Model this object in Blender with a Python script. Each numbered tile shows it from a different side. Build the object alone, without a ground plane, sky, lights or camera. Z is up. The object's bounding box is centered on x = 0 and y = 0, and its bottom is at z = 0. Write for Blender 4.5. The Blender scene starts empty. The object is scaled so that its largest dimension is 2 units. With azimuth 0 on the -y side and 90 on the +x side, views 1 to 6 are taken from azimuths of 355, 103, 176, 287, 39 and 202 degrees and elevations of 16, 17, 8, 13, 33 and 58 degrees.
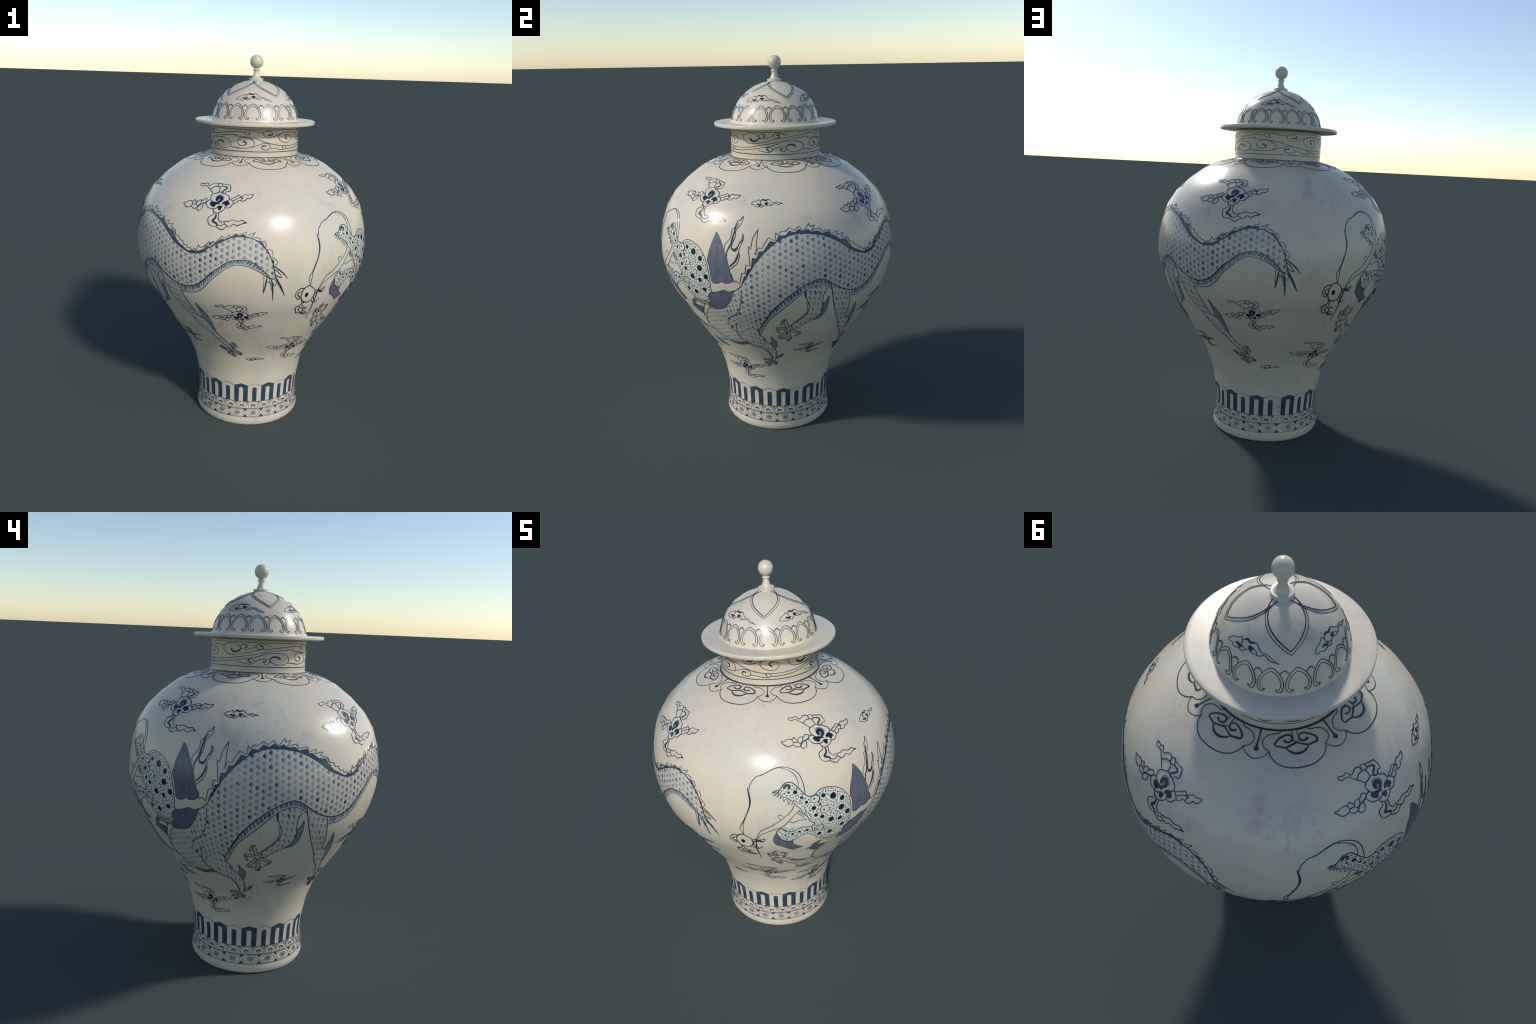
"""Lidded porcelain jar with underglaze-blue painting: two dragons, clouds, collar lappets, scroll neck, foot borders.

Every painted stroke is a thin raised film of glaze lying on the turned surface.  Brush strokes are described by
control points in surface coordinates: (azimuth in degrees, distance along the profile in millimetres).
Azimuth 0 is the -y side, 90 the +x side.  Stroke widths are in brush units of 2 mm.
"""
import bpy, math, random
import numpy as np
from mathutils.geometry import delaunay_2d_cdt
from mathutils import Vector

BRUSH = 0.0020
SECOND_DRAGON = 183.4          # the whole picture is painted twice round the jar

# ------------------------------------------------------------------ turned profiles (z, r)
JAR_PROFILE = [(0, .290), (.012, .2975), (.034, .2970), (.07, .2925), (.10, .2895), (.14, .2883), (.175, .2888), (.215, .2918),
               (.25, .2958), (.29, .3025), (.33, .3110), (.37, .3245), (.40, .3363), (.44, .3518), (.475, .3702), (.52, .3978),
               (.56, .4245), (.60, .4505), (.64, .4765), (.69, .5082), (.73, .5285), (.77, .5540), (.81, .5770), (.85, .5945),
               (.89, .6080), (.93, .6190), (.97, .6262), (1.01, .6297), (1.07, .6288), (1.155, .6150), (1.243, .5865),
               (1.314, .5415), (1.385, .4695), (1.4425, .3925), (1.4775, .3205), (1.50, .2345)]
DOME_PROFILE = [(1.6715, .2335), (1.686, .2290), (1.726, .2185), (1.7775, .1897), (1.8183, .1525), (1.8490, .1045), (1.866, .06), (1.877, .0)]
NECK_PROFILE = [(1.50, .2335), (1.58, .2335), (1.655, .2335)]


class Turned:
    """A surface of revolution, addressed by azimuth (degrees) and knot distance s (metres)."""
    def __init__(self, knots, fine=1600):
        z, r = np.array(knots, float).T
        t = np.concatenate([[0], np.cumsum(np.hypot(np.diff(z), np.diff(r)))])
        self.t = np.linspace(0, t[-1], fine)
        self.z, self.r = np.interp(self.t, t, z), np.interp(self.t, t, r)
        # the ware is turned in flat rings; shading normals run smoothly from ring edge to ring edge
        a = np.arctan2(np.diff(r), np.diff(z))
        edge = np.concatenate([[a[0]], (a[1:] + a[:-1]) / 2, [a[-1]]])
        slope = np.interp(self.t, t, edge)
        self.dz, self.dr = np.cos(slope), np.sin(slope)
        self.length = t[-1]

    def at(self, az, s, lift=0.0):
        az = np.radians(np.asarray(az, float)); s = np.asarray(s, float)
        r, z = np.interp(s, self.t, self.r), np.interp(s, self.t, self.z)
        dz, dr = np.interp(s, self.t, self.dz), np.interp(s, self.t, self.dr)
        q = np.hypot(dz, dr)
        n = np.stack([dz / q * np.sin(az), -dz / q * np.cos(az), -dr / q], -1)
        p = np.stack([r * np.sin(az), -r * np.cos(az), z], -1)
        return p + n * np.asarray(lift)[..., None] if np.ndim(lift) else p + n * lift, n

    def radius(self, s):
        return np.interp(s, self.t, self.r)

    def height(self, s):
        return np.interp(s, self.t, self.z)


JAR, DOME, NECK = Turned(JAR_PROFILE), Turned(DOME_PROFILE), Turned(NECK_PROFILE)

# ------------------------------------------------------------------ brush control points
SPINE = [(86.5, 1053), (89.3, 1104), (92.4, 1160), (95.4, 1202), (99.2, 1244), (102.7, 1274), (106.2, 1291), (110.2, 1302), (115, 1302), (119.9,
        1295), (124, 1282), (128.1, 1260), (132.4, 1230), (136, 1202), (141.5, 1176), (145.3, 1166), (148.7, 1169), (152.8, 1186), (150.7, 1181),
        (153.7, 1200), (157.5, 1224), (160.6, 1242), (163.2, 1256), (165.9, 1263), (168.2, 1264), (170.4, 1262), (172.7, 1257), (175, 1245), (176.8,
        1229), (178.6, 1208), (180, 1187), (181.1, 1160), (182, 1134), (182.5, 1111), (182.8, 1092), (182.8, 1065), (181.2, 1065)]
UNDERLINE = [(91.2, 752), (94, 804), (97.2, 869), (100.2, 921), (105.1, 981), (108.9, 1020), (112.7, 1049), (116.5, 1070), (119.3, 1080), (121.8,
        1079), (124.3, 1068), (126.7, 1048), (130.2, 1023), (134.2, 1001), (138.3, 988), (141.6, 986), (146.2, 998), (150, 1024), (153.4, 1061),
        (155.7, 1085), (158, 1105), (160.7, 1129), (163.3, 1145), (165.9, 1152), (168.5, 1156), (171.1, 1154), (173.3, 1144), (175.5, 1129), (177.7,
        1108), (179.5, 1088), (181.2, 1067)]
BELLY_FRONT = [(91.8, 717), (94.4, 768), (97.7, 841), (100.2, 877), (106.8, 948), (111.4, 1000), (115.1, 1034), (118.2, 1049), (121.1, 1052), (124.1,
        1040), (127.1, 1015)]
BELLY_REAR = [(138, 950), (142.9, 953), (147.5, 966), (151.4, 998), (154.4, 1038), (156.2, 1057), (159, 1084), (161.7, 1109), (164.3, 1124), (166.9,
        1131), (169.1, 1130), (171.7, 1124), (174.3, 1111), (176.5, 1098), (178.7, 1081), (180.9, 1067)]
SHOULDER = [(86.5, 1053), (86.3, 1031), (86, 998), (85.5, 964), (84.6, 932), (83.3, 900), (81.2, 871), (78.5, 852), (76.2, 831), (74.9, 807), (74.5,
        786), (75.4, 763), (76.7, 738), (77.8, 725)]
NECK_TOP = [(82.3, 1017), (83.8, 1028), (85.5, 1042), (86.5, 1053)]
CHEST = [(66.9, 891), (63.4, 850), (60.2, 810), (58.4, 769), (57.5, 725), (59.1, 697), (61.7, 671), (65.3, 651), (69.1, 635), (72.7, 627), (77.2,
        630), (82.6, 640)]
THROAT = [(64.2, 910), (61.5, 862), (58.4, 813), (57.2, 770), (57.3, 735)]
CHEST_UNDER = [(65.6, 617), (69.5, 610), (74, 606), (78.7, 613), (83.7, 630)]
HORN_LOW = [(70.8, 993), (74.3, 1003), (78.3, 1020), (80.2, 1014), (82.5, 1021), (82.3, 1006), (80.4, 964), (76.8, 915), (73.4, 897), (69.6, 890),
        (66.8, 900), (68.9, 939), (68.7, 967)]
HORN_HIGH = [(74.3, 1298), (76.8, 1262), (78.9, 1216), (80.6, 1166), (82, 1108), (82.5, 1073), (79.3, 1058), (77.3, 1064), (75.2, 1052), (72.6, 1055),
        (72.1, 1088), (71.5, 1133), (70.6, 1161), (71.3, 1206), (72.7, 1252), (73.6, 1282)]
MANE_EDGE = [(82.4, 1109), (83.3, 1068), (84.2, 1077), (85.9, 1063), (87, 1118), (88.4, 1118), (88.8, 1159), (90.7, 1155), (89.7, 1246), (90.8, 1233),
        (91.5, 1282), (93.7, 1325), (93.3, 1264), (93.2, 1208), (92.5, 1210), (94.1, 1241), (95.6, 1237), (96.9, 1262), (98.4, 1288), (101.3, 1274),
        (101.7, 1312), (102.5, 1298), (103.9, 1316), (105.7, 1314), (107.7, 1333), (109.8, 1318), (112.1, 1338), (113.8, 1312), (116.8, 1349), (116.9,
        1332), (119.3, 1338), (117.5, 1313), (121.5, 1323), (122.5, 1304), (126.2, 1310), (126.7, 1287), (130.3, 1299), (129.6, 1279), (133.2, 1285),
        (131.8, 1269), (135.3, 1259), (136.1, 1236), (135, 1261), (135.9, 1235), (137.9, 1237), (138.7, 1217), (140.4, 1216), (141, 1199), (142.6,
        1199), (143.4, 1186), (144.6, 1190), (145.7, 1176), (146.7, 1190), (147.7, 1180), (148.6, 1210), (149.7, 1195), (151.7, 1208), (153.8, 1233),
        (154.3, 1215), (155.9, 1235), (151.2, 1200), (153.8, 1233), (153.9, 1213), (155.6, 1235), (156.3, 1226), (159.4, 1263), (160.2, 1247), (162.6,
        1271), (162.9, 1259), (165.1, 1277), (166.6, 1271), (170.2, 1289), (169.6, 1270)]
MANE_TEETH = [(86.7, 1055), (88, 1101), (88.7, 1104), (89.5, 1137), (91.1, 1144), (91.6, 1191), (93.5, 1191), (94.4, 1222), (96.5, 1226), (99.2,
        1271), (101.5, 1266), (103.1, 1297), (106, 1295), (107.6, 1316), (110, 1308), (112.1, 1322), (113.8, 1310), (116, 1320), (117.5, 1307),
        (120.9, 1308), (122.4, 1294), (125.8, 1300), (126.6, 1281), (128, 1282), (130.9, 1258), (134.2, 1255), (135.3, 1229), (137, 1224), (135.7,
        1224), (138.3, 1201), (141.3, 1186), (143.4, 1173), (145.7, 1177), (148.5, 1179), (151.6, 1192), (153.5, 1210), (150.6, 1190), (152.8, 1208),
        (153.9, 1206), (155.9, 1220), (158.9, 1248), (160.4, 1244), (161.9, 1255), (164.1, 1263), (165.5, 1276), (166.8, 1267), (168.7, 1276), (169.9,
        1266), (172.2, 1261), (174.9, 1249), (175.8, 1245), (177.2, 1240), (177.6, 1231), (178.4, 1215), (179.7, 1199), (180.2, 1189), (181, 1164),
        (182.2, 1155), (182.1, 1139)]
SPOTS = [(57.9, 1202, 9.6), (62.3, 1187, 14), (66.5, 1162, 11.1), (66.1, 1113, 13.3), (69.4, 1075, 11.8), (65.7, 1051, 10.3), (61.4, 1062, 12.5),
        (57.1, 1093, 9.2), (54.4, 1109, 8.1), (53.5, 1150, 10), (50.5, 1186, 6.6), (48.6, 1212, 6.3), (46.1, 1242, 8.5), (43.4, 1244, 4.8), (67.5,
        1002, 10.3), (61.6, 977, 11.1), (56.6, 983, 9.6), (50.7, 1029, 7), (47.4, 1026, 5.9), (44.6, 1015, 5.9), (41.5, 1012, 4.4)]
EYES = [(54.2, 1194), (58.2, 1132)]
PUPILS = [(53.8, 1196), (57.9, 1129)]
TAIL_FINS = [
    ("line", 1.6, [(170.8, 1273), (172.4, 1280), (173.9, 1286), (173.2, 1275), (172.3, 1264)]),
    ("line", 1.6, [(172.8, 1261), (174.4, 1264), (176.2, 1257), (175.8, 1246)]),
    ("line", 1.6, [(176.1, 1245), (177.9, 1246), (178.4, 1238), (178.8, 1233), (178.5, 1217)]),
    ("line", 1.6, [(179, 1209), (180.3, 1207), (181.4, 1203), (181.4, 1195), (181.9, 1186), (181.1, 1171)]),
    ("line", 1.6, [(181.1, 1170), (182.2, 1167), (183.1, 1159), (183.8, 1149), (183, 1131)]),
    ("taper", 3.4, [(182.1, 1131), (183.7, 1118), (185.5, 1102), (187.1, 1085), (188.6, 1064)]),
    ("line", 2, [(182.4, 1115), (184, 1102), (185.4, 1083), (185.9, 1071), (184.6, 1075), (183, 1087)]),
    ("taper", 4, [(182.9, 1084), (184, 1058), (185.6, 1028), (187, 997), (188.1, 969)]),
    ("line", 1.4, [(183.1, 1062), (184.6, 1035), (186.2, 1007), (187.6, 981)]),
    ("line", 1.6, [(182.9, 1062), (183.8, 1048), (183, 1027), (182.3, 1040), (181.5, 1059)]),
    ("taper", 4, [(181.4, 1064), (181.9, 1037), (182.4, 998), (182.9, 944)]),
    ("line", 1.4, [(180.5, 1069), (181.1, 1037), (182, 1003)]),
    ("line", 1.4, [(179.3, 1043), (179.8, 1050), (180.6, 1047), (181.3, 1037)]),
    ("taper", 3.6, [(179.5, 1078), (179.2, 1049), (178.8, 1018), (178.2, 987)]),
    ("line", 1.4, [(178.1, 1081), (178.2, 1048), (178.2, 1017), (178.1, 988)]),
]
HEAD = [
    ("head", 0, [(39.2, 1243), (39.5, 1255), (40.6, 1269), (41.9, 1286), (44.3, 1290), (45.8, 1281), (47.4, 1261), (48.8, 1242), (50.2, 1224), (51.7,
        1211), (53.1, 1212), (54.5, 1216), (56.2, 1233), (58.2, 1238), (61.1, 1235), (64.5, 1221), (67.2, 1199), (69.1, 1171), (70.3, 1142), (71.1,
        1098), (71.4, 1061), (71.3, 1028), (71, 997), (69.7, 967), (67.8, 944), (65.3, 932), (61.9, 931), (58.8, 937), (56.2, 950), (54.9, 969),
        (53.1, 989), (51.3, 1001), (49.1, 1000), (47, 986), (44.8, 968), (43.2, 963), (41, 971), (39.4, 988), (38.3, 1015), (37.9, 1030), (38.3,
        1045), (39.9, 1058), (40.7, 1048), (42.2, 1035), (43.8, 1031), (45.3, 1035), (47.1, 1049), (48.9, 1053), (51.1, 1048), (52.7, 1046), (53.9,
        1063), (51.9, 1082), (50.7, 1112), (49.8, 1130), (48.6, 1139), (47.8, 1159), (46.1, 1178), (45.3, 1193), (43.6, 1211), (41.9, 1222), (40.1,
        1231)]),
]
HEAD_PARTS = [
    ("head", 0, [(43.3, 1096), (44.7, 1087), (46.4, 1095), (48.6, 1097), (50.4, 1096), (51.1, 1088), (51.9, 1073), (53.1, 1063), (52.8, 1045), (48.9,
        1053), (46.8, 1047), (45.3, 1035), (43.8, 1031), (41.9, 1036), (41.4, 1061), (41.5, 1072)]),
    ("line", 1.6, [(43.3, 1096), (44.7, 1087), (46.4, 1095), (48.6, 1097), (50.4, 1096)]),
    ("cream", 0, [(53.5, 1062), (52.6, 1048), (52.9, 1030), (53.7, 1012), (54.1, 1030), (54.6, 1042)]),
    ("line", 1.8, [(53.5, 1062), (52.6, 1048), (52.9, 1030), (53.7, 1012), (54.1, 1030), (54.6, 1042), (53.5, 1062)]),
    ("line", 1.8, [(54.8, 1043), (55.9, 1044), (57.7, 1042), (58.2, 1025), (57.6, 1001), (56.4, 1006), (54.4, 1025)]),
    ("head", 0, [(38.6, 1127), (39.6, 1137), (41, 1121), (40, 1108)]),
    ("line", 1.5, [(40, 1108), (39.3, 1116), (38.6, 1127), (39, 1134), (39.6, 1137), (40.3, 1131), (41, 1121)]),
    ("soot", 0, [(41.2, 1266), (41.7, 1280), (43.2, 1284), (44.4, 1276), (44.2, 1260), (43.4, 1257), (43.1, 1270), (42.6, 1272), (42.1, 1262)]),
    ("line", 3, [(54.5, 1216), (55.7, 1208), (56.3, 1194), (55.9, 1179), (55.6, 1174), (56.1, 1164), (56.8, 1155)]),
    ("taper", 2.2, [(36.5, 1246), (37.9, 1256), (39.5, 1259)]),
    ("taper", 2.2, [(36.7, 1244), (38.2, 1251), (39.2, 1247)]),
    ("taper", 2.6, [(37.3, 1232), (38.1, 1241), (39, 1243)]),
    ("taper", 2.6, [(38.5, 1224), (39, 1233), (39.3, 1238)]),
    ("taper", 2.4, [(39.6, 1218), (40.1, 1224), (40.2, 1229)]),
    ("line", 1.3, [(40.9, 1226), (41, 1216), (41.2, 1204), (41.9, 1210), (42.9, 1216)]),
    ("line", 1.3, [(43.1, 1213), (42.9, 1200), (43, 1186), (43.6, 1196), (44.1, 1205)]),
    ("taper", 1.6, [(45.1, 1195), (44.6, 1187), (44, 1184)]),
    ("line", 1.3, [(40.3, 1058), (40.7, 1048)]),
    ("line", 1.3, [(41.1, 1066), (41.5, 1050), (41.8, 1039), (42.1, 1056)]),
    ("line", 1.3, [(42.8, 1057), (43.3, 1037), (43.9, 1048), (44.3, 1056)]),
    ("line", 1.3, [(44.5, 1037), (44.8, 1054), (45.2, 1061)]),
    ("line", 1.2, [(47.6, 1148), (47.1, 1139), (46.9, 1130)]),
    ("line", 1.2, [(48.1, 1144), (47.6, 1134), (47.3, 1126)]),
    ("line", 1.2, [(48.6, 1139), (48, 1129), (47.7, 1121)]),
    ("line", 1.2, [(49.1, 1134), (48.4, 1124), (48.1, 1117)]),
    ("line", 1.2, [(49.6, 1128), (48.9, 1118), (48.5, 1112)]),
    ("line", 1.2, [(50.1, 1123), (49.3, 1113), (49, 1108)]),
]
BEARD = [
    ("indigo", 0, [(37.7, 1028), (36.5, 999), (36.4, 964), (37.8, 935), (40.7, 914), (43.4, 889), (45.6, 873), (46.9, 883), (49.6, 895), (46.6, 918),
        (44.9, 943), (44.8, 965), (42.9, 961), (40.7, 970), (39, 993), (38.1, 1016)]),
    ("indigo", 0, [(52.1, 860), (56.5, 873), (60.4, 879), (61.7, 869), (59.3, 831), (56.4, 823), (54.7, 834), (54.2, 844)]),
    ("indigo", 0, [(54, 862), (54.8, 900), (56.7, 915), (58.3, 915), (57.4, 893), (56.2, 878), (59.3, 878), (60.8, 865), (59.7, 848), (59, 812),
        (56.4, 817)]),
]
RUFF = [
    ("line", 1, [(58.1, 938), (57.8, 925), (58.3, 909)]),
    ("line", 1, [(58.9, 935), (58.6, 922), (59.1, 905)]),
    ("line", 1, [(59.6, 933), (59.4, 920), (59.9, 902)]),
    ("line", 1, [(60.4, 931), (60.1, 918), (60.7, 901)]),
    ("line", 1, [(61.1, 931), (60.9, 917), (61.5, 899)]),
    ("line", 1, [(61.9, 930), (61.7, 916), (62.3, 898)]),
    ("line", 1, [(62.7, 930), (62.5, 916), (63, 898)]),
    ("line", 1, [(63.4, 930), (63.2, 916), (63.8, 898)]),
    ("line", 1, [(64.2, 930), (64, 916), (64.6, 898)]),
    ("line", 1, [(65, 930), (64.8, 917), (65.4, 899)]),
    ("line", 1, [(65.7, 931), (65.5, 918), (66.2, 899)]),
    ("line", 1, [(66.5, 932), (66.3, 919), (67, 900)]),
    ("line", 1, [(67.3, 933), (67.1, 920), (67.8, 902)]),
    ("line", 1, [(68, 935), (67.8, 922), (68.6, 903)]),
    ("line", 1, [(68.8, 936), (68.6, 924), (69.4, 905)]),
    ("line", 1, [(69.6, 938), (69.4, 926), (70.2, 907)]),
]
WHISKERS = [
    ("line", 1.7, [(45.3, 1179), (44.5, 1159), (43, 1138), (41.2, 1121), (38.5, 1097), (35.5, 1072), (32.1, 1052), (30.4, 1028), (29.1, 991)]),
    ("line", 1.7, [(47.6, 1152), (45.9, 1136), (44.1, 1113), (42.3, 1089), (40.8, 1073), (39.3, 1063), (36, 1049), (32.9, 1029), (31, 1015), (29.5,
        986)]),
    ("taper", 3.6, [(29.2, 994), (28.7, 962), (28.5, 930), (28.3, 899), (28.7, 844), (28.9, 775)]),
    ("line", 1.8, [(50.2, 1224), (50, 1255), (49.5, 1289), (48.5, 1317), (46.9, 1338), (44.5, 1352), (41.8, 1360), (38.9, 1359), (36.4, 1350), (33.9,
        1336), (31.8, 1326), (30.2, 1320), (28.7, 1303), (27.6, 1284), (27.2, 1261)]),
    ("line", 1.7, [(47.5, 1264), (47.6, 1285), (46.9, 1312), (45.3, 1334), (43.2, 1347), (40.5, 1357)]),
    ("line", 1.5, [(41.8, 1359), (38.9, 1356), (36.4, 1347), (33.9, 1334), (31.8, 1324)]),
    ("taper", 4.4, [(26.5, 1269), (27, 1244), (27.4, 1220), (27.5, 1199), (27.2, 1178), (26.5, 1152)]),
    ("line", 1.6, [(27.2, 1181), (26.4, 1156), (25.3, 1127), (24.3, 1097), (22.8, 1067), (22.6, 1045), (23.7, 1016)]),
    ("line", 1.8, [(27.5, 1199), (27.2, 1174), (26.3, 1144), (25.1, 1111), (24.1, 1080), (23.9, 1048), (23.8, 1011)]),
]
PEARL = [
    ("cream", 0, [(20.8, 998), (21.9, 1009), (23.5, 1012), (25, 1003), (26.6, 986), (27.2, 966), (26.9, 941), (25.9, 921), (23.9, 911), (21.4, 924),
        (20.3, 943), (20, 966), (20.3, 985)]),
    ("line", 3.2, [(20.8, 998), (21.9, 1009), (23.5, 1012), (25, 1001), (26.6, 986), (27.2, 966), (26.9, 941), (25.9, 921), (23.9, 911), (21.4, 924),
        (20.3, 943), (20, 966), (20.3, 985), (20.8, 998)]),
    ("dark", 0, [(22.9, 974), (23.6, 968), (23.7, 958), (23.3, 948), (22.5, 947), (22, 955), (22, 968)]),
    ("line", 2.8, [(20.5, 999), (19.6, 1003), (18.3, 996), (17.2, 981), (16.9, 962), (17.8, 948), (18.8, 938), (19.5, 945), (19.1, 955), (18.2, 964),
        (18.2, 975), (19.3, 982), (20.3, 984)]),
    ("line", 2.8, [(26.7, 970), (28, 980), (30.2, 978), (31.7, 982), (32.6, 989), (32.2, 969), (31.4, 962), (29.7, 966), (27.9, 962), (27.3, 944),
        (27.9, 922), (29.3, 909)]),
    ("taper", 5, [(28, 969), (29.5, 971), (31.5, 969)]),
    ("taper", 2.8, [(26.2, 926), (27.2, 909), (29, 900), (30.3, 908), (31.3, 923)]),
    ("line", 3.8, [(21.6, 919), (21.5, 904), (20.7, 892), (19.2, 886), (18.9, 873), (20.4, 836)]),
    ("line", 2.4, [(20.4, 836), (22.4, 839), (24.1, 823), (26.2, 820), (27.9, 821)]),
    ("line", 2.4, [(22.4, 915), (22.4, 891), (24.4, 871), (25.7, 869), (23.7, 862), (24.2, 849), (26.1, 837), (27.1, 821)]),
    ("line", 2.8, [(23.2, 836), (21.9, 851), (20.8, 866), (21.2, 877), (22.4, 875), (23.5, 862), (23.9, 843), (23.4, 838)]),
    ("taper", 4, [(23.4, 838), (25.3, 825), (27.1, 820)]),
]
FLAMES = [
    ("line", 1.6, [(79, 1226), (79.2, 1250), (81.4, 1280), (81.7, 1319), (82.9, 1325), (83.9, 1357), (85.2, 1367), (86.2, 1385), (86.2, 1363), (85.6,
        1343), (84.2, 1323), (83.5, 1310)]),
    ("taper", 4, [(80, 1189), (80.3, 1218), (81.7, 1248), (82.5, 1286), (83.4, 1325), (84.6, 1350)]),
    ("line", 2.2, [(83.3, 1310), (83.7, 1292), (82.9, 1268), (82.2, 1243)]),
    ("taper", 4.2, [(82.1, 1246), (82.5, 1227), (84, 1221), (85.1, 1236)]),
    ("dark", 0, [(82, 1241), (82.7, 1232), (83.9, 1231), (85.1, 1243), (84.7, 1227), (83.6, 1219), (82.5, 1222)]),
    ("line", 2.4, [(84.9, 1231), (85.5, 1253), (86.7, 1273), (87, 1301)]),
    ("line", 1.6, [(87, 1301), (87.5, 1283), (86.8, 1259), (85.8, 1235), (85.6, 1218)]),
    ("taper", 5, [(81.6, 1145), (83.9, 1169), (85, 1194), (85.7, 1223)]),
    ("line", 1.6, [(81.9, 1133), (84.6, 1158), (85.8, 1185), (85.9, 1213)]),
]
FORELEG = [
    ("scale_leg", 0, [(80, 806), (78.5, 751), (78, 711), (78.9, 675), (81.8, 645), (84.3, 631), (87.8, 618), (91.4, 605), (94.4, 581), (96.5, 544),
        (97.6, 510), (97.9, 482), (99.3, 474), (100.4, 492), (101.5, 525), (100.9, 571), (100.2, 587), (98.9, 620), (96.9, 649), (95, 653), (94.5,
        684), (93.3, 705), (91.8, 717), (91.2, 752), (89.9, 771), (88.1, 778), (85.1, 797), (82.4, 812)]),
    ("line", 2.4, [(80, 806), (78.5, 751), (78, 711), (78.9, 675), (81.8, 645), (84.3, 631), (87.8, 618), (91.4, 605), (94.4, 581), (96.5, 544),
        (97.6, 510), (97.9, 482)]),
    ("line", 1.4, [(83.1, 623), (87.1, 606), (91.2, 593), (94.3, 570), (96.4, 535), (97.5, 501)]),
    ("line", 2, [(88.1, 778), (89.9, 771), (91.2, 752), (91.8, 717), (93.3, 705), (94.5, 684), (95, 653), (96.9, 649), (98.9, 620), (100.2, 587),
        (100.9, 571), (101.5, 525), (100.4, 492), (99.3, 474)]),
    ("fringe", 0, [(97.9, 706), (99.6, 685), (101.6, 657), (101.8, 622), (100.4, 587), (98.9, 620), (97.3, 647), (98.5, 666)]),
    ("line", 1.3, [(97.3, 647), (98.5, 666), (97.9, 706), (99.6, 685), (101.6, 657), (101.8, 622), (100.4, 587)]),
]
HINDLEG = [
    ("scale_leg", 0, [(114.1, 1027), (114.8, 1034), (117.4, 1047), (120, 1051), (122.9, 1038), (124.6, 1028), (123.4, 1001), (123, 972), (123.3, 932),
        (123.7, 898), (122.9, 862), (120.7, 834), (118.3, 815), (115.1, 795), (111.9, 770), (108.2, 767), (107.9, 782), (110, 807), (113.1, 838),
        (115.3, 870), (116.7, 903), (116.8, 933), (115.5, 972), (114.5, 998)]),
    ("line", 2, [(124.6, 1028), (123.3, 1000), (123, 968), (123.4, 932), (123.7, 898), (122.9, 862), (120.7, 834), (118.3, 815), (115.1, 795), (111.9,
        770), (108.2, 767)]),
    ("line", 2, [(114.4, 1031), (114.7, 998), (115.7, 968), (116.8, 933), (116.7, 903), (115.3, 870), (113.1, 838), (110, 807), (107.9, 782)]),
    ("taper", 4.5, [(114.2, 1031), (114.3, 1009), (114.9, 983)]),
    ("line", 1.4, [(115.3, 961), (115.9, 929), (115.9, 895), (114.1, 863), (111.2, 828), (108.3, 788)]),
    ("fringe", 0, [(125.9, 981), (126.2, 930), (125.5, 868), (123.5, 836), (120.2, 826), (121.7, 853), (123.4, 898), (123.6, 938), (124.9, 955)]),
    ("line", 1.5, [(123.6, 938), (124.9, 955), (125.9, 981), (126.2, 930), (125.5, 868), (123.5, 836), (120.2, 826)]),
]
REAR_HINDLEG = [
    ("scale_leg", 0, [(126.2, 1046), (127.4, 994), (129.2, 934), (132, 868), (135.7, 805), (139.2, 749), (141.9, 705), (147.7, 650), (151.1, 605),
        (155.6, 557), (159.9, 519), (161.6, 525), (158.5, 573), (154.7, 615), (151.5, 665), (149.2, 708), (147.4, 759), (143.3, 786), (142.1, 809),
        (141.1, 854), (139.4, 903), (138.3, 947), (136.5, 992)]),
    ("line", 2, [(126.2, 1046), (127.4, 994), (129.2, 934), (132, 868), (135.7, 805), (139.2, 749), (141.9, 705), (147.7, 650), (151.1, 605), (155.6,
        557), (159.9, 519)]),
    ("line", 2, [(136.5, 992), (138.3, 947), (139.4, 903), (141.1, 854), (142.1, 809), (143.3, 786), (147.4, 759), (149.2, 708), (151.5, 665), (154.7,
        615), (158.5, 573), (161.6, 525)]),
    ("fringe", 0, [(144.7, 889), (147, 845), (149, 806), (150.2, 768), (151, 728), (151.5, 665), (149.2, 708), (147.4, 759), (144.8, 786), (145.4,
        817)]),
    ("line", 1.5, [(145.4, 817), (145.4, 856), (144.7, 889), (147, 845), (149, 806), (150.2, 768), (151, 728), (151.5, 665)]),
]
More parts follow.
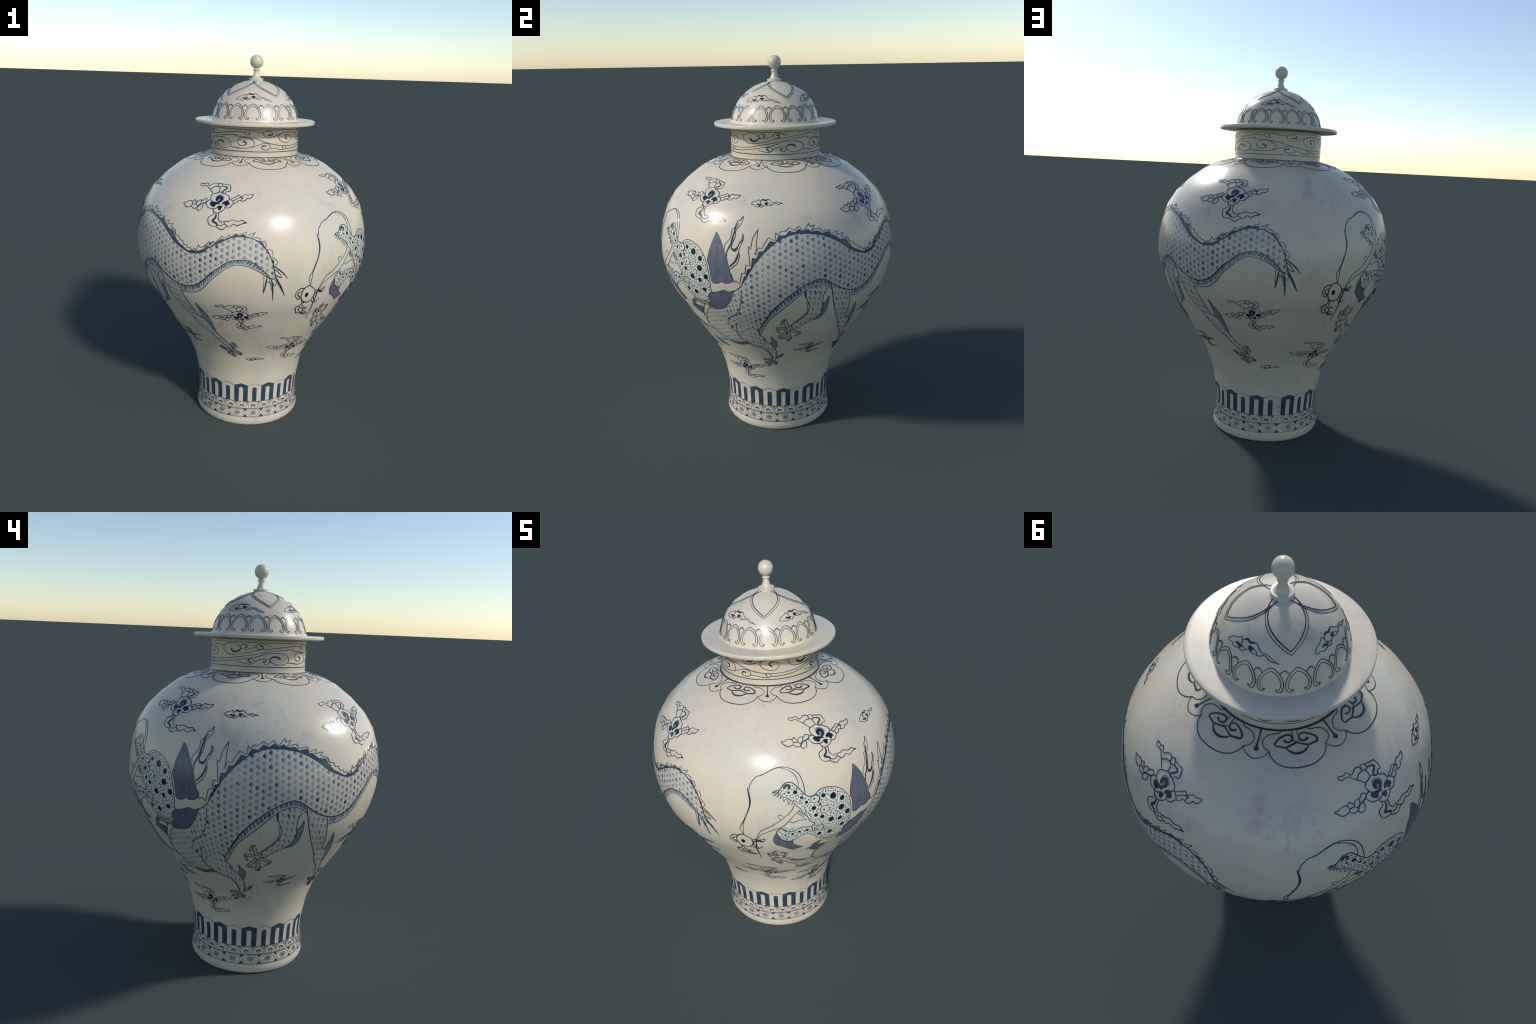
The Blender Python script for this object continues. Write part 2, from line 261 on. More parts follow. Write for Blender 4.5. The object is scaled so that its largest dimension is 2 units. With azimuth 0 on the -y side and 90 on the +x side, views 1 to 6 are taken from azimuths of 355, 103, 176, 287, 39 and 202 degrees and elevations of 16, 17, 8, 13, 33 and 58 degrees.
REAR_FORELEG = [
    ("scale_leg", 0, [(37.5, 777), (40.3, 727), (44.5, 688), (48.1, 649), (51, 617), (51.2, 594), (56.2, 600), (61.7, 610), (66, 623), (68.1, 638),
        (65.3, 651), (61.7, 671), (59.1, 697), (56.9, 723), (60.2, 699), (53.1, 700), (49.1, 697), (44.3, 739), (54, 690), (48.6, 710), (43.6, 747),
        (40.8, 782)]),
    ("line", 1.6, [(40.8, 782), (43.6, 747), (48.6, 710), (54, 690), (44.3, 739), (49.1, 697), (53.1, 700), (60.2, 699), (56.9, 723)]),
    ("line", 1.6, [(37.5, 777), (40.3, 727), (44.5, 688), (48.1, 649), (51, 617), (51.2, 594), (56.2, 600), (61.7, 610), (66, 623)]),
    ("fringe", 0, [(51.2, 594), (51.8, 558), (58.2, 550), (62.7, 558), (58.2, 568), (56.8, 597)]),
    ("fringe", 0, [(51, 617), (49.5, 598), (50, 578), (55.4, 557), (64.7, 557), (56.8, 597)]),
    ("line", 1.3, [(40.4, 786), (43.1, 770), (46.6, 741), (49.5, 716), (54, 700)]),
]
CLAWS = [
    ("toe", 4.6, [(107.6, 777), (106.2, 816), (105.6, 845), (104.4, 826), (103.9, 802)]),
    ("toe", 4.6, [(106.9, 770), (104.2, 778), (102, 777), (102.4, 756), (103, 740)]),
    ("toe", 4.6, [(107.4, 756), (105.1, 724), (103.1, 704), (104.5, 695), (106.9, 696)]),
    ("toe", 4.6, [(108.2, 753), (108.5, 714), (108.5, 674), (109.4, 678), (110.4, 702)]),
    ("toe", 4.6, [(109.2, 762), (112.2, 745), (114.5, 733), (113.6, 714), (111.8, 705)]),
    ("toe", 3.4, [(97.6, 492), (94.4, 489), (91, 488), (91.6, 475)]),
    ("toe", 3.4, [(97.9, 477), (94.7, 467), (91.6, 455), (92.7, 450)]),
    ("toe", 3.4, [(98.4, 468), (95.7, 447), (93.2, 434), (96.2, 442)]),
    ("toe", 3.4, [(99, 471), (100.1, 455), (100.7, 450), (101.8, 468)]),
    ("toe", 3.4, [(101, 498), (103.6, 520), (105.8, 539), (104.4, 509)]),
    ("toe", 4.2, [(161, 526), (160.4, 559), (161.3, 588), (162.7, 570), (163.7, 547)]),
    ("toe", 4.2, [(158.4, 521), (154.7, 529), (150.8, 543), (153.3, 524), (155.7, 510)]),
    ("toe", 4.2, [(159.3, 513), (157.8, 504), (156.3, 491), (157.5, 482), (159.3, 480)]),
    ("toe", 4.2, [(160.5, 510), (160.3, 490), (159.8, 474), (161.1, 465), (163.1, 478)]),
    ("toe", 4.2, [(161.8, 516), (164.2, 503), (166.8, 486), (165.2, 491), (163.5, 483)]),
    ("toe", 4.2, [(38.1, 797), (36.6, 832), (36.7, 865), (35.3, 845)]),
    ("toe", 4.2, [(40.6, 789), (41.9, 812), (41.4, 843), (39, 846)]),
    ("toe", 4.2, [(37.4, 795), (33.7, 833), (33.6, 812), (34.1, 782)]),
    ("toe", 4.2, [(37.3, 773), (35.3, 759), (34.9, 741), (37.6, 725)]),
    ("toe", 4.2, [(39.9, 732), (38.9, 711), (39.8, 682), (36.6, 715)]),
]
CLOUD = [
    ("line", 2, [(139.9, 1513), (140.4, 1519), (142.8, 1519), (143.6, 1525), (144.7, 1525), (145.6, 1514), (146.4, 1514), (147.4, 1519), (148.4,
        1529), (149.9, 1531), (151.2, 1528), (151.4, 1518), (151.5, 1512), (149.6, 1508), (148.7, 1501), (148, 1494), (147.1, 1494), (144.9, 1507),
        (143.1, 1509), (141.6, 1504), (140.4, 1508), (139.9, 1513)]),
    ("line", 2, [(151.2, 1528), (152.8, 1534), (153.9, 1526), (154.2, 1515), (152.9, 1510), (151.8, 1514), (151.2, 1528)]),
    ("line", 2, [(147.1, 1494), (148.6, 1483), (150.6, 1467)]),
    ("line", 2, [(152.9, 1509), (153.4, 1498), (153.6, 1482)]),
    ("line", 2, [(153.8, 1529), (154.9, 1530), (156.6, 1527), (158.3, 1528), (159, 1522), (159.6, 1502), (159.3, 1489), (157.9, 1488), (157.3, 1479),
        (157.1, 1474)]),
    ("taper", 4, [(154.1, 1516), (155.8, 1515), (157.3, 1510), (157, 1500), (155.9, 1491), (155.3, 1482), (155.8, 1475), (157.1, 1474)]),
    ("line", 2.2, [(150.6, 1467), (149.8, 1456), (150, 1444), (150.5, 1433), (151.7, 1424), (153.1, 1420)]),
    ("line", 2.2, [(150.6, 1467), (152.1, 1473), (153.7, 1481), (155.2, 1479), (157, 1474), (158.2, 1468), (159.4, 1464), (160, 1454), (160.3, 1444),
        (159.5, 1436), (158.4, 1431)]),
    ("line", 2.2, [(150.6, 1432), (149.5, 1429), (148.7, 1420), (148.4, 1412), (149.1, 1403), (149.8, 1394), (151, 1389), (152.7, 1388), (154.3,
        1391), (155.1, 1399), (155.7, 1405)]),
    ("line", 2.2, [(160.3, 1444), (161.2, 1441), (162.4, 1432), (162.9, 1424), (162.3, 1415), (161.6, 1405), (160.7, 1398), (159.4, 1397), (158.4,
        1400)]),
    ("line", 2.2, [(152.7, 1388), (153.4, 1378), (154.3, 1372), (155, 1368), (156, 1369), (156.9, 1374), (158.1, 1384), (159, 1395)]),
    ("wash", 0, [(152.9, 1435), (152.6, 1446), (153.1, 1461), (154.7, 1468), (156.5, 1461), (157.5, 1450), (157.2, 1437), (156.5, 1427), (155.2,
        1421), (153.9, 1425)]),
    ("dark", 0, [(150.7, 1410), (150.8, 1420), (152.2, 1423), (153.8, 1422), (155.4, 1419), (155.8, 1412), (154.2, 1411), (153.7, 1404), (153.2,
        1396), (152.4, 1397), (151.5, 1401)]),
    ("dark", 0, [(157.1, 1411), (157.3, 1425), (158.3, 1433), (159.4, 1434), (160.6, 1426), (160.8, 1415), (159.9, 1411), (159.7, 1405), (158.8,
        1406), (158.2, 1415)]),
    ("dark", 0, [(155.1, 1400), (156, 1406), (157.4, 1404), (157.1, 1394), (156.8, 1385), (156.2, 1382), (155.5, 1389)]),
    ("dark", 0, [(153.2, 1431), (153, 1442), (153.6, 1455), (155, 1460), (156.5, 1452), (156.8, 1438), (156.3, 1427), (155.4, 1419), (154.6, 1422),
        (155.5, 1433), (155.4, 1442), (154.6, 1445), (154.3, 1433), (153.7, 1428)]),
    ("line", 2, [(140.3, 1412), (139, 1413), (137.8, 1409), (136.8, 1401), (135.7, 1401), (135.5, 1396), (136.6, 1387), (138, 1378), (139.5, 1381),
        (140.4, 1385), (141, 1394), (141, 1401), (140.3, 1412)]),
    ("line", 2, [(140.3, 1412), (140.7, 1413), (141.6, 1421), (142.6, 1413), (143.4, 1406)]),
    ("line", 2.4, [(141.1, 1397), (142.1, 1399), (143.4, 1401)]),
    ("line", 2, [(140.5, 1388), (141.8, 1380), (142.8, 1377), (144, 1382)]),
    ("line", 2, [(149.2, 1428), (148.7, 1432), (147.7, 1436), (146.8, 1433), (146.4, 1425), (145, 1424), (143.9, 1420), (143.3, 1410), (143.4, 1399),
        (144.2, 1394), (145.4, 1403), (145.8, 1420), (146.1, 1424)]),
    ("line", 2.8, [(144, 1382), (144.7, 1391), (145.5, 1400), (146.8, 1408), (148.4, 1414)]),
    ("line", 2, [(144, 1382), (144.9, 1371), (145.6, 1371), (146.6, 1376), (147.1, 1388), (147, 1403), (146.8, 1407)]),
    ("line", 2, [(146.7, 1406), (147.8, 1413), (149.2, 1428)]),
    ("line", 2, [(161.1, 1445), (162.2, 1453), (163.5, 1460), (164.7, 1470), (165.8, 1465), (166.7, 1459), (167.4, 1455)]),
    ("line", 2, [(161.9, 1437), (163.2, 1442), (164.4, 1452), (166.1, 1460)]),
    ("line", 2, [(166.4, 1462), (167.4, 1470), (168.4, 1476), (169.5, 1473), (171, 1476), (172.6, 1479), (172.2, 1467), (171.4, 1457), (170.6, 1453),
        (169.6, 1456), (168.6, 1443), (167.4, 1438), (166.3, 1440), (165, 1441), (164.6, 1431), (163.6, 1425), (162.9, 1423)]),
    ("taper", 3, [(165.8, 1463), (166.7, 1456), (167.4, 1455)]),
    ("line", 2, [(166.3, 1441), (166.8, 1454)]),
    ("line", 2, [(153.3, 1379), (153.8, 1369), (153.8, 1360), (152.8, 1353), (151.8, 1344), (151.7, 1332), (152, 1319), (152.7, 1308), (153.6, 1304),
        (155, 1303), (156, 1304)]),
    ("taper", 5.5, [(154.9, 1366), (155.2, 1354), (154.9, 1341), (154, 1329), (154.6, 1324), (155.9, 1319), (156.3, 1313), (156, 1304)]),
    ("line", 2, [(156.4, 1367), (156.4, 1355), (156.5, 1342), (157.2, 1333), (158.1, 1324), (158.9, 1330), (159.8, 1327), (159.6, 1320), (158.9,
        1312), (157.8, 1308), (156.8, 1312), (156.3, 1316)]),
    ("line", 2.2, [(156, 1304), (157.1, 1296), (158.4, 1291), (159.3, 1293), (160.2, 1301), (161.2, 1309), (160.4, 1315), (159.6, 1320)]),
    ("line", 2.2, [(159.8, 1327), (160.7, 1332), (161.5, 1331), (162.4, 1338), (163.6, 1340), (165, 1336), (166.2, 1335), (167.3, 1340), (168.1,
        1340), (168.9, 1333), (169.9, 1331), (168.8, 1327), (167.3, 1322), (166, 1314), (165.2, 1316), (164.2, 1321), (163.6, 1319), (162.6, 1309),
        (161.8, 1307), (161.2, 1309)]),
]
WISP = [
    ("line", 1.6, [(89.2, 1452), (89.8, 1460), (90.6, 1466), (91.7, 1466), (92.7, 1474), (93.3, 1470), (93.7, 1463), (93.8, 1454), (94.3, 1448),
        (94.9, 1444), (95.5, 1442)]),
    ("line", 1.6, [(89.2, 1452), (90.1, 1444), (90.8, 1445), (91.7, 1436), (92.6, 1434), (93.5, 1436), (93.7, 1438)]),
    ("dark", 0, [(91.8, 1447), (92.2, 1452), (92.8, 1453), (93.6, 1448), (94.3, 1450), (94.5, 1446), (93.8, 1438), (93.3, 1441), (92.7, 1445)]),
    ("line", 1.6, [(93.7, 1437), (94.7, 1432), (95.3, 1436), (95.9, 1442), (96.5, 1448), (96.2, 1455)]),
    ("dark", 0, [(93.9, 1468), (94.6, 1476), (95.4, 1478), (96.2, 1473), (97.1, 1476), (98.1, 1477), (97.4, 1471), (96.3, 1466), (95.3, 1470), (94.6,
        1470)]),
    ("line", 1.6, [(93.7, 1465), (94, 1469)]),
    ("line", 1.6, [(98, 1477), (98.9, 1471), (100, 1460), (100.5, 1458), (101.4, 1461), (102.1, 1463), (102.9, 1460), (104.2, 1456), (105.4, 1454),
        (104.2, 1452), (103.3, 1448), (102.5, 1450), (101.6, 1455), (100.7, 1451), (99.9, 1444), (98.8, 1442), (97.5, 1442), (96.8, 1447), (96.2,
        1454)]),
    ("dark", 0, [(96.2, 1458), (96.8, 1460), (97.6, 1459), (98.2, 1454), (97.6, 1452), (97.4, 1443), (96.7, 1448)]),
    ("line", 1.5, [(98.2, 1454), (98.9, 1451), (99.3, 1444)]),
]
NECK_SCROLL = [
    ("line", 1.6, [(30.8, 116), (25.1, 111), (19.2, 101), (12.5, 97), (8, 105), (6.9, 118), (8.4, 126), (13.3, 130), (16.7, 126)]),
    ("grow", 3.6, [(16.7, 126), (18.5, 118), (16.8, 110), (12.9, 111)]),
    ("line", 1.6, [(7.4, 122), (1, 123), (-3.7, 128), (-9, 131), (-13.7, 129), (-16.3, 121), (-15.2, 112), (-12.8, 109)]),
    ("grow", 3, [(-12.8, 109), (-10.4, 113), (-10.8, 122)]),
    ("line", 1.6, [(-16.6, 120), (-22.4, 123), (-31, 122)]),
    ("line", 1.6, [(60.2, 117), (49.6, 121), (40.8, 123), (34.8, 121), (30.8, 116), (28.2, 111), (27.1, 101), (29.2, 85), (34, 75), (40, 71), (45.8,
        76), (48.3, 91), (47.1, 104), (43, 111)]),
    ("grow", 3.8, [(43, 111), (38.7, 109), (37.7, 98), (40.4, 89)]),
    ("line", 1.6, [(-7.9, 48), (-4.8, 58), (-4.1, 71), (-7.1, 85), (-10.8, 93), (-16.7, 96), (-21.1, 93), (-24.4, 84), (-25.4, 71), (-23.7, 60),
        (-20.3, 55), (-17, 57)]),
    ("grow", 4, [(-17, 57), (-14.6, 62), (-14.9, 71), (-17.9, 75)]),
    ("line", 1.6, [(-30, 46), (-23.6, 42), (-16.9, 42), (-7.9, 48), (-1.1, 57), (5.2, 67), (10, 70), (13.9, 65), (15.9, 55), (15.8, 45), (13, 38),
        (9.2, 36), (5.9, 40)]),
    ("grow", 3.4, [(5.9, 40), (4.8, 48), (6.3, 56), (9.8, 56)]),
    ("line", 1.6, [(-29.7, 102), (-21.1, 100), (-13, 97), (-2.4, 91), (5.6, 80), (13.8, 70), (25.7, 60), (35.7, 56), (43.5, 56)]),
    ("line", 1.6, [(16.3, 45), (21, 45), (28.5, 38), (35.3, 36), (38.9, 43), (38, 53), (35.4, 56)]),
    ("grow", 2.6, [(35.4, 56), (33.3, 52), (34.5, 44)]),
    ("line", 1.6, [(39.3, 42), (46.4, 41)]),
    ("line", 1.6, [(60.4, 119), (58.8, 110), (59.1, 99), (61.5, 90), (65.6, 81), (71.4, 78), (77.3, 79), (84.6, 83), (92.7, 91), (103, 102), (113.4,
        107), (124.3, 113), (136.3, 119), (146.9, 122)]),
    ("line", 1.6, [(60.3, 118), (63.9, 126), (69.2, 130), (75.3, 128), (79.8, 120), (82, 112)]),
    ("grow", 5, [(82, 112), (81.7, 103), (78.8, 94), (75.1, 90), (71.8, 94), (70.3, 101)]),
    ("line", 1.6, [(82, 113), (83.5, 124), (85.9, 127)]),
    ("grow", 3.4, [(85.9, 127), (88.8, 123), (89.4, 116), (88, 111)]),
    ("line", 1.6, [(82, 110), (84.7, 105), (89, 103), (93.8, 107), (97.4, 114), (100, 123), (102.6, 128), (106.2, 130), (110.8, 126), (117.1, 119)]),
    ("line", 1.6, [(100, 121), (100, 115), (102, 106), (105.1, 105)]),
    ("grow", 3.4, [(105.1, 105), (107.3, 111), (106.4, 119), (103.7, 121)]),
    ("line", 1.6, [(34.6, 56), (47, 55), (58.3, 57), (70, 61), (79, 68), (90, 75), (100.4, 83), (113.4, 94), (124.3, 101), (136.3, 106), (146.9,
        107)]),
    ("line", 1.6, [(40, 41), (49.7, 41), (59.7, 44), (69.9, 49), (81.7, 57), (92.5, 64), (100.4, 71), (110.7, 84), (118.7, 89), (126.5, 89), (133.1,
        85), (137.6, 75), (139.6, 61), (138.3, 49), (133.1, 40), (126.5, 37), (120.8, 40), (117, 48), (115.4, 57)]),
    ("grow", 4.6, [(115.4, 57), (116.5, 67), (119.8, 73), (124.2, 71), (127.1, 65)]),
    ("line", 1.6, [(115.4, 57), (112.8, 62), (108.1, 62), (103.4, 58), (98.7, 48), (95.6, 38), (91.4, 37), (87.1, 40), (80.6, 45)]),
    ("line", 1.6, [(98.5, 48), (97.2, 56), (94.6, 61)]),
    ("grow", 3.6, [(94.6, 61), (92, 59), (91.3, 51), (94.3, 44)]),
    ("line", 1.6, [(115.7, 54), (114.3, 43), (112.2, 38), (109.6, 40)]),
    ("grow", 3.2, [(109.6, 40), (108.3, 47), (109.1, 52), (110.9, 52)]),
    ("line", 1.6, [(138.3, 49), (143.2, 45), (151.1, 44)]),
]


# ------------------------------------------------------------------ materials
def srgb(r, g, b):
    return tuple(((c / 255 + .055) / 1.055) ** 2.4 if c > 10 else c / 255 / 12.92 for c in (r, g, b)) + (1,)


class Nodes:
    def __init__(self, name):
        self.mat = bpy.data.materials.new(name)
        self.mat.use_nodes = True
        self.tree = self.mat.node_tree
        self.bsdf = self.tree.nodes["Principled BSDF"]
        self.obj = self.tree.nodes.new("ShaderNodeTexCoord").outputs["Object"]

    def link(self, value, socket):
        if hasattr(value, "is_output") and value.is_output:
            self.tree.links.new(value, socket)
        else:
            socket.default_value = value

    def math(self, op, *args, clamp=False):
        n = self.tree.nodes.new("ShaderNodeMath"); n.operation = op; n.use_clamp = clamp
        for a, s in zip(args, n.inputs):
            self.link(a, s)
        return n.outputs[0]

    def noise(self, scale, detail=5, rough=.55, distort=0., vector=None, stretch=None):
        v = vector or self.obj
        if stretch:
            m = self.tree.nodes.new("ShaderNodeMapping"); m.inputs["Scale"].default_value = stretch
            self.tree.links.new(v, m.inputs[0]); v = m.outputs[0]
        n = self.tree.nodes.new("ShaderNodeTexNoise")
        self.tree.links.new(v, n.inputs["Vector"])
        for k, x in (("Scale", scale), ("Detail", detail), ("Roughness", rough), ("Distortion", distort)):
            n.inputs[k].default_value = x
        return n.outputs["Fac"]

    def range(self, v, a, b, c=0., d=1., smooth=False):
        n = self.tree.nodes.new("ShaderNodeMapRange"); n.interpolation_type = "SMOOTHSTEP" if smooth else "LINEAR"
        for x, s in zip((v, a, b, c, d), n.inputs):
            self.link(x, s)
        return n.outputs[0]

    def mix(self, f, a, b):
        n = self.tree.nodes.new("ShaderNodeMix"); n.data_type = "RGBA"
        self.link(f, n.inputs[0]); self.link(a, n.inputs[6]); self.link(b, n.inputs[7])
        return n.outputs[2]

    def done(self, colour, rough=.2, bump=None, bump_strength=.05, coat=0.):
        self.link(colour, self.bsdf.inputs["Base Color"])
        self.link(rough, self.bsdf.inputs["Roughness"])
        self.bsdf.inputs["IOR"].default_value = 1.5
        if bump is not None:
            b = self.tree.nodes.new("ShaderNodeBump")
            b.inputs["Strength"].default_value = bump_strength; b.inputs["Distance"].default_value = .004
            self.tree.links.new(bump, b.inputs["Height"]); self.tree.links.new(b.outputs[0], self.bsdf.inputs["Normal"])
        return self.mat


CREAM, BLUSH, MIST, STAIN = srgb(222, 207, 179), srgb(214, 199, 180), srgb(209, 203, 183), srgb(150, 140, 138)


def porcelain(name, veins=1.0, tint=None):
    m = Nodes(name)
    c = m.mix(m.range(m.noise(2.6, 4), .4, .62), tint or CREAM, BLUSH)
    c = m.mix(m.range(m.noise(4.3, 5, distort=.6, stretch=(1, 1, .45)), .5, .68), c, MIST)
    smudge = m.math("MULTIPLY", m.range(m.noise(13, 8, .68, .5, stretch=(1, 1, .6)), .51, .77), m.range(m.noise(3.1, 3), .45, .65))
    c = m.mix(m.math("MULTIPLY", smudge, .62 * veins), c, STAIN)
    # hairline crazing: thin bands where a distorted noise crosses its middle value
    for sc, amount in ((5.0, .6), (9.0, .42)):
        v = m.math("ABSOLUTE", m.math("SUBTRACT", m.noise(sc, 7, .6, 1.1, stretch=(1, 1, .3)), .5))
        line = m.math("MULTIPLY", m.range(v, 0, .012, 1, 0), m.range(m.noise(sc * .55, 3), .55, .68))
        c = m.mix(m.math("MULTIPLY", line, amount * veins), c, STAIN)
    speck = m.math("MULTIPLY", m.range(m.noise(75, 2), .7, .78), .3 * veins)
    c = m.mix(speck, c, srgb(140, 132, 128))
    rough = m.range(m.noise(6, 6, .65), .3, .7, .23, .34)
    return m.done(c, rough)


def paint(name, a, b, scale=30., stretch=None, low=.35, high=.65, rough=.28):
    m = Nodes(name)
    c = m.mix(m.range(m.noise(scale, 6, .6, stretch=stretch), low, high), srgb(*a), srgb(*b))
    return m.done(c, rough)


def scale_paint(name, az0, z0, step=2.45, rise=.029, shear=0., strength=1.):
    """Overlapping dragon scales: a staggered lattice in azimuth and height, each cell shaded from dark root to pale rim."""
    m = Nodes(name)
    sep = m.tree.nodes.new("ShaderNodeSeparateXYZ"); m.tree.links.new(m.obj, sep.inputs[0])
    az = m.math("MULTIPLY", m.math("ARCTAN2", sep.outputs[0], m.math("MULTIPLY", sep.outputs[1], -1.)), 180 / math.pi)
    az = m.math("SUBTRACT", az, az0)
    # azimuth is wrapped to -160..200 about the lattice origin so the seam lies away from the dragon
    az = m.math("SUBTRACT", az, m.math("MULTIPLY", 360., m.math("ROUND", m.math("DIVIDE", az, 360.))))
    X = m.math("DIVIDE", az, 2 * step)
    Y = m.math("DIVIDE", m.math("SUBTRACT", m.math("SUBTRACT", sep.outputs[2], z0), m.math("MULTIPLY", az, shear)), rise)
    rad = rise * .64
    wx, wy = 2 * step * .0105 / rad, rise / rad

    def cell(dx):
        x, y = m.math("SUBTRACT", X, dx), m.math("SUBTRACT", Y, dx)
        i, j = m.math("ROUND", x), m.math("ROUND", y)
        ex, ey = m.math("MULTIPLY", m.math("SUBTRACT", x, i), wx), m.math("MULTIPLY", m.math("SUBTRACT", y, j), wy)
        d = m.math("SQRT", m.math("ADD", m.math("MULTIPLY", ex, ex), m.math("MULTIPLY", ey, ey)))
        cv = m.tree.nodes.new("ShaderNodeCombineXYZ")
        m.link(i, cv.inputs[0]); m.link(j, cv.inputs[1]); cv.inputs[2].default_value = dx
        w = m.tree.nodes.new("ShaderNodeTexWhiteNoise"); w.noise_dimensions = "3D"; m.tree.links.new(cv.outputs[0], w.inputs["Vector"])
        dark = m.math("MULTIPLY", m.range(ex, -.42, .42, 1., 0.), m.range(m.math("ABSOLUTE", ey), .22, .74, 1., 0., True))
        rim = m.math("MULTIPLY", m.range(d, .62, .88, 0., 1., True), m.range(ex, -.15, .35))
        return d, dark, rim, w.outputs["Value"], ex

    # each scale is a disc; where two discs overlap, the one rooted further left lies on top
    A, B = cell(0.), cell(.5)
    inA, inB = m.math("LESS_THAN", A[0], 1.), m.math("LESS_THAN", B[0], 1.)
    pick = m.math("MULTIPLY", inB, m.math("SUBTRACT", 1., m.math("MULTIPLY", inA, m.math("GREATER_THAN", A[4], B[4]))))
    dark, rim, rnd = (m.math("ADD", m.math("MULTIPLY", b, pick), m.math("MULTIPLY", a, m.math("SUBTRACT", 1., pick))) for a, b in list(zip(A, B))[1:4])
    grain = m.math("MULTIPLY", m.range(m.noise(120, 3), .3, .7, .85, 1.1), m.range(m.noise(9, 3), .35, .65, .8, 1.2))
    deep = m.range(rnd, .8, .97)
    amount = m.math("MULTIPLY", m.math("MULTIPLY", dark, m.range(rnd, 0, 1, .5 * strength, 1.1 * strength)), grain, clamp=True)
    c = m.mix(amount, srgb(202, 196, 183), srgb(74, 77, 100))
    c = m.mix(m.math("MULTIPLY", m.math("MULTIPLY", dark, deep), .9, clamp=True), c, srgb(32, 36, 48))
    c = m.mix(m.math("MULTIPLY", rim, .85), c, srgb(212, 202, 180))
    return m.done(c, .24)


PORCELAIN = porcelain("glazed_porcelain")
MAT = {
    "line": paint("ink_blue", (32, 45, 62), (54, 69, 84), 60),
    "dark": paint("deep_cobalt", (14, 24, 42), (26, 38, 60), 40),
    "wash": paint("cobalt_wash", (112, 116, 144), (140, 140, 160), 70),
    "cobalt": paint("cobalt_blue", (46, 62, 84), (70, 86, 104), 14),
    "indigo": paint("slate_indigo", (86, 92, 108), (108, 112, 124), 16, (5, 5, .9)),
    "fringe": paint("grey_blue", (108, 118, 124), (130, 138, 142), 40, (4, 4, 1)),
    "head": paint("celadon_wash", (204, 205, 189), (211, 210, 194), 18),
    "soot": paint("soot_grey", (52, 58, 68), (66, 72, 80), 60),
    "speck": paint("teal_ink", (40, 55, 80), (56, 72, 96), 50),
    "pupil": paint("blue_black", (22, 26, 36), (32, 38, 54), 40),
    "rib": paint("belly_wash", (76, 82, 106), (124, 126, 138), 26),
    "belly": paint("belly_pale", (176, 178, 174), (192, 192, 182), 30),
    "thin": paint("pale_ink", (58, 66, 80), (74, 82, 94), 60),
    "lid_line": paint("worn_ink", (50, 55, 68), (72, 77, 88), 60),
    "cream": PORCELAIN,
}
LATTICE = {"scale_body": (101.4, 1.112, 2.45, .0290, 0.), "scale_neck": (71.56, .764, 1.95, .0280, -.004), "scale_leg": (132.9, .8988, 2.3, .0320, -.009)}
for key, args in LATTICE.items():
    MAT[key] = scale_paint(key.replace("scale", "dragon_scales"), *args, strength=1.0)


# ------------------------------------------------------------------ painting on a turned surface
def spline(pts, closed=False, step=.35, k=6):
    """Catmull-Rom through control points."""
    p = np.array(pts, float)
    if len(p) < 3:
        return np.linspace(p[0], p[-1], 8) if len(p) == 2 else p
    q = np.vstack([p[-1:], p, p[:2]]) if closed else np.vstack([2 * p[0] - p[1], p, 2 * p[-1] - p[-2]])
    out = []
    u = np.linspace(0, 1, k, endpoint=False)[:, None]
    for i in range(1, len(q) - 2):
        a, b, c, d = q[i - 1], q[i], q[i + 1], q[i + 2]
        out.append(.5 * ((2 * b) + (c - a) * u + (2 * a - 5 * b + 4 * c - d) * u**2 + (3 * b - a - 3 * c + d) * u**3))
    if not closed:
        out.append(p[-1:])
    return np.vstack(out)


def resample(p, n, weight=(1., 1.)):
    p = np.array(p, float)
    d = np.concatenate([[0], np.cumsum(np.linalg.norm(np.diff(p, axis=0) * np.array(weight), axis=1))])
    t = np.linspace(0, d[-1], n)
    return np.stack([np.interp(t, d, p[:, k]) for k in (0, 1)], -1)


def inside(poly, pts):
    poly, pts = np.asarray(poly), np.asarray(pts)
    x, y = pts[:, 0], pts[:, 1]
    res = np.zeros(len(pts), bool)
    j = len(poly) - 1
    for i in range(len(poly)):
        (xi, yi), (xj, yj) = poly[i], poly[j]
        if yi != yj:
            res ^= ((yi > y) != (yj > y)) & (x < (xj - xi) * (y - yi) / (yj - yi) + xi)
        j = i
    return res


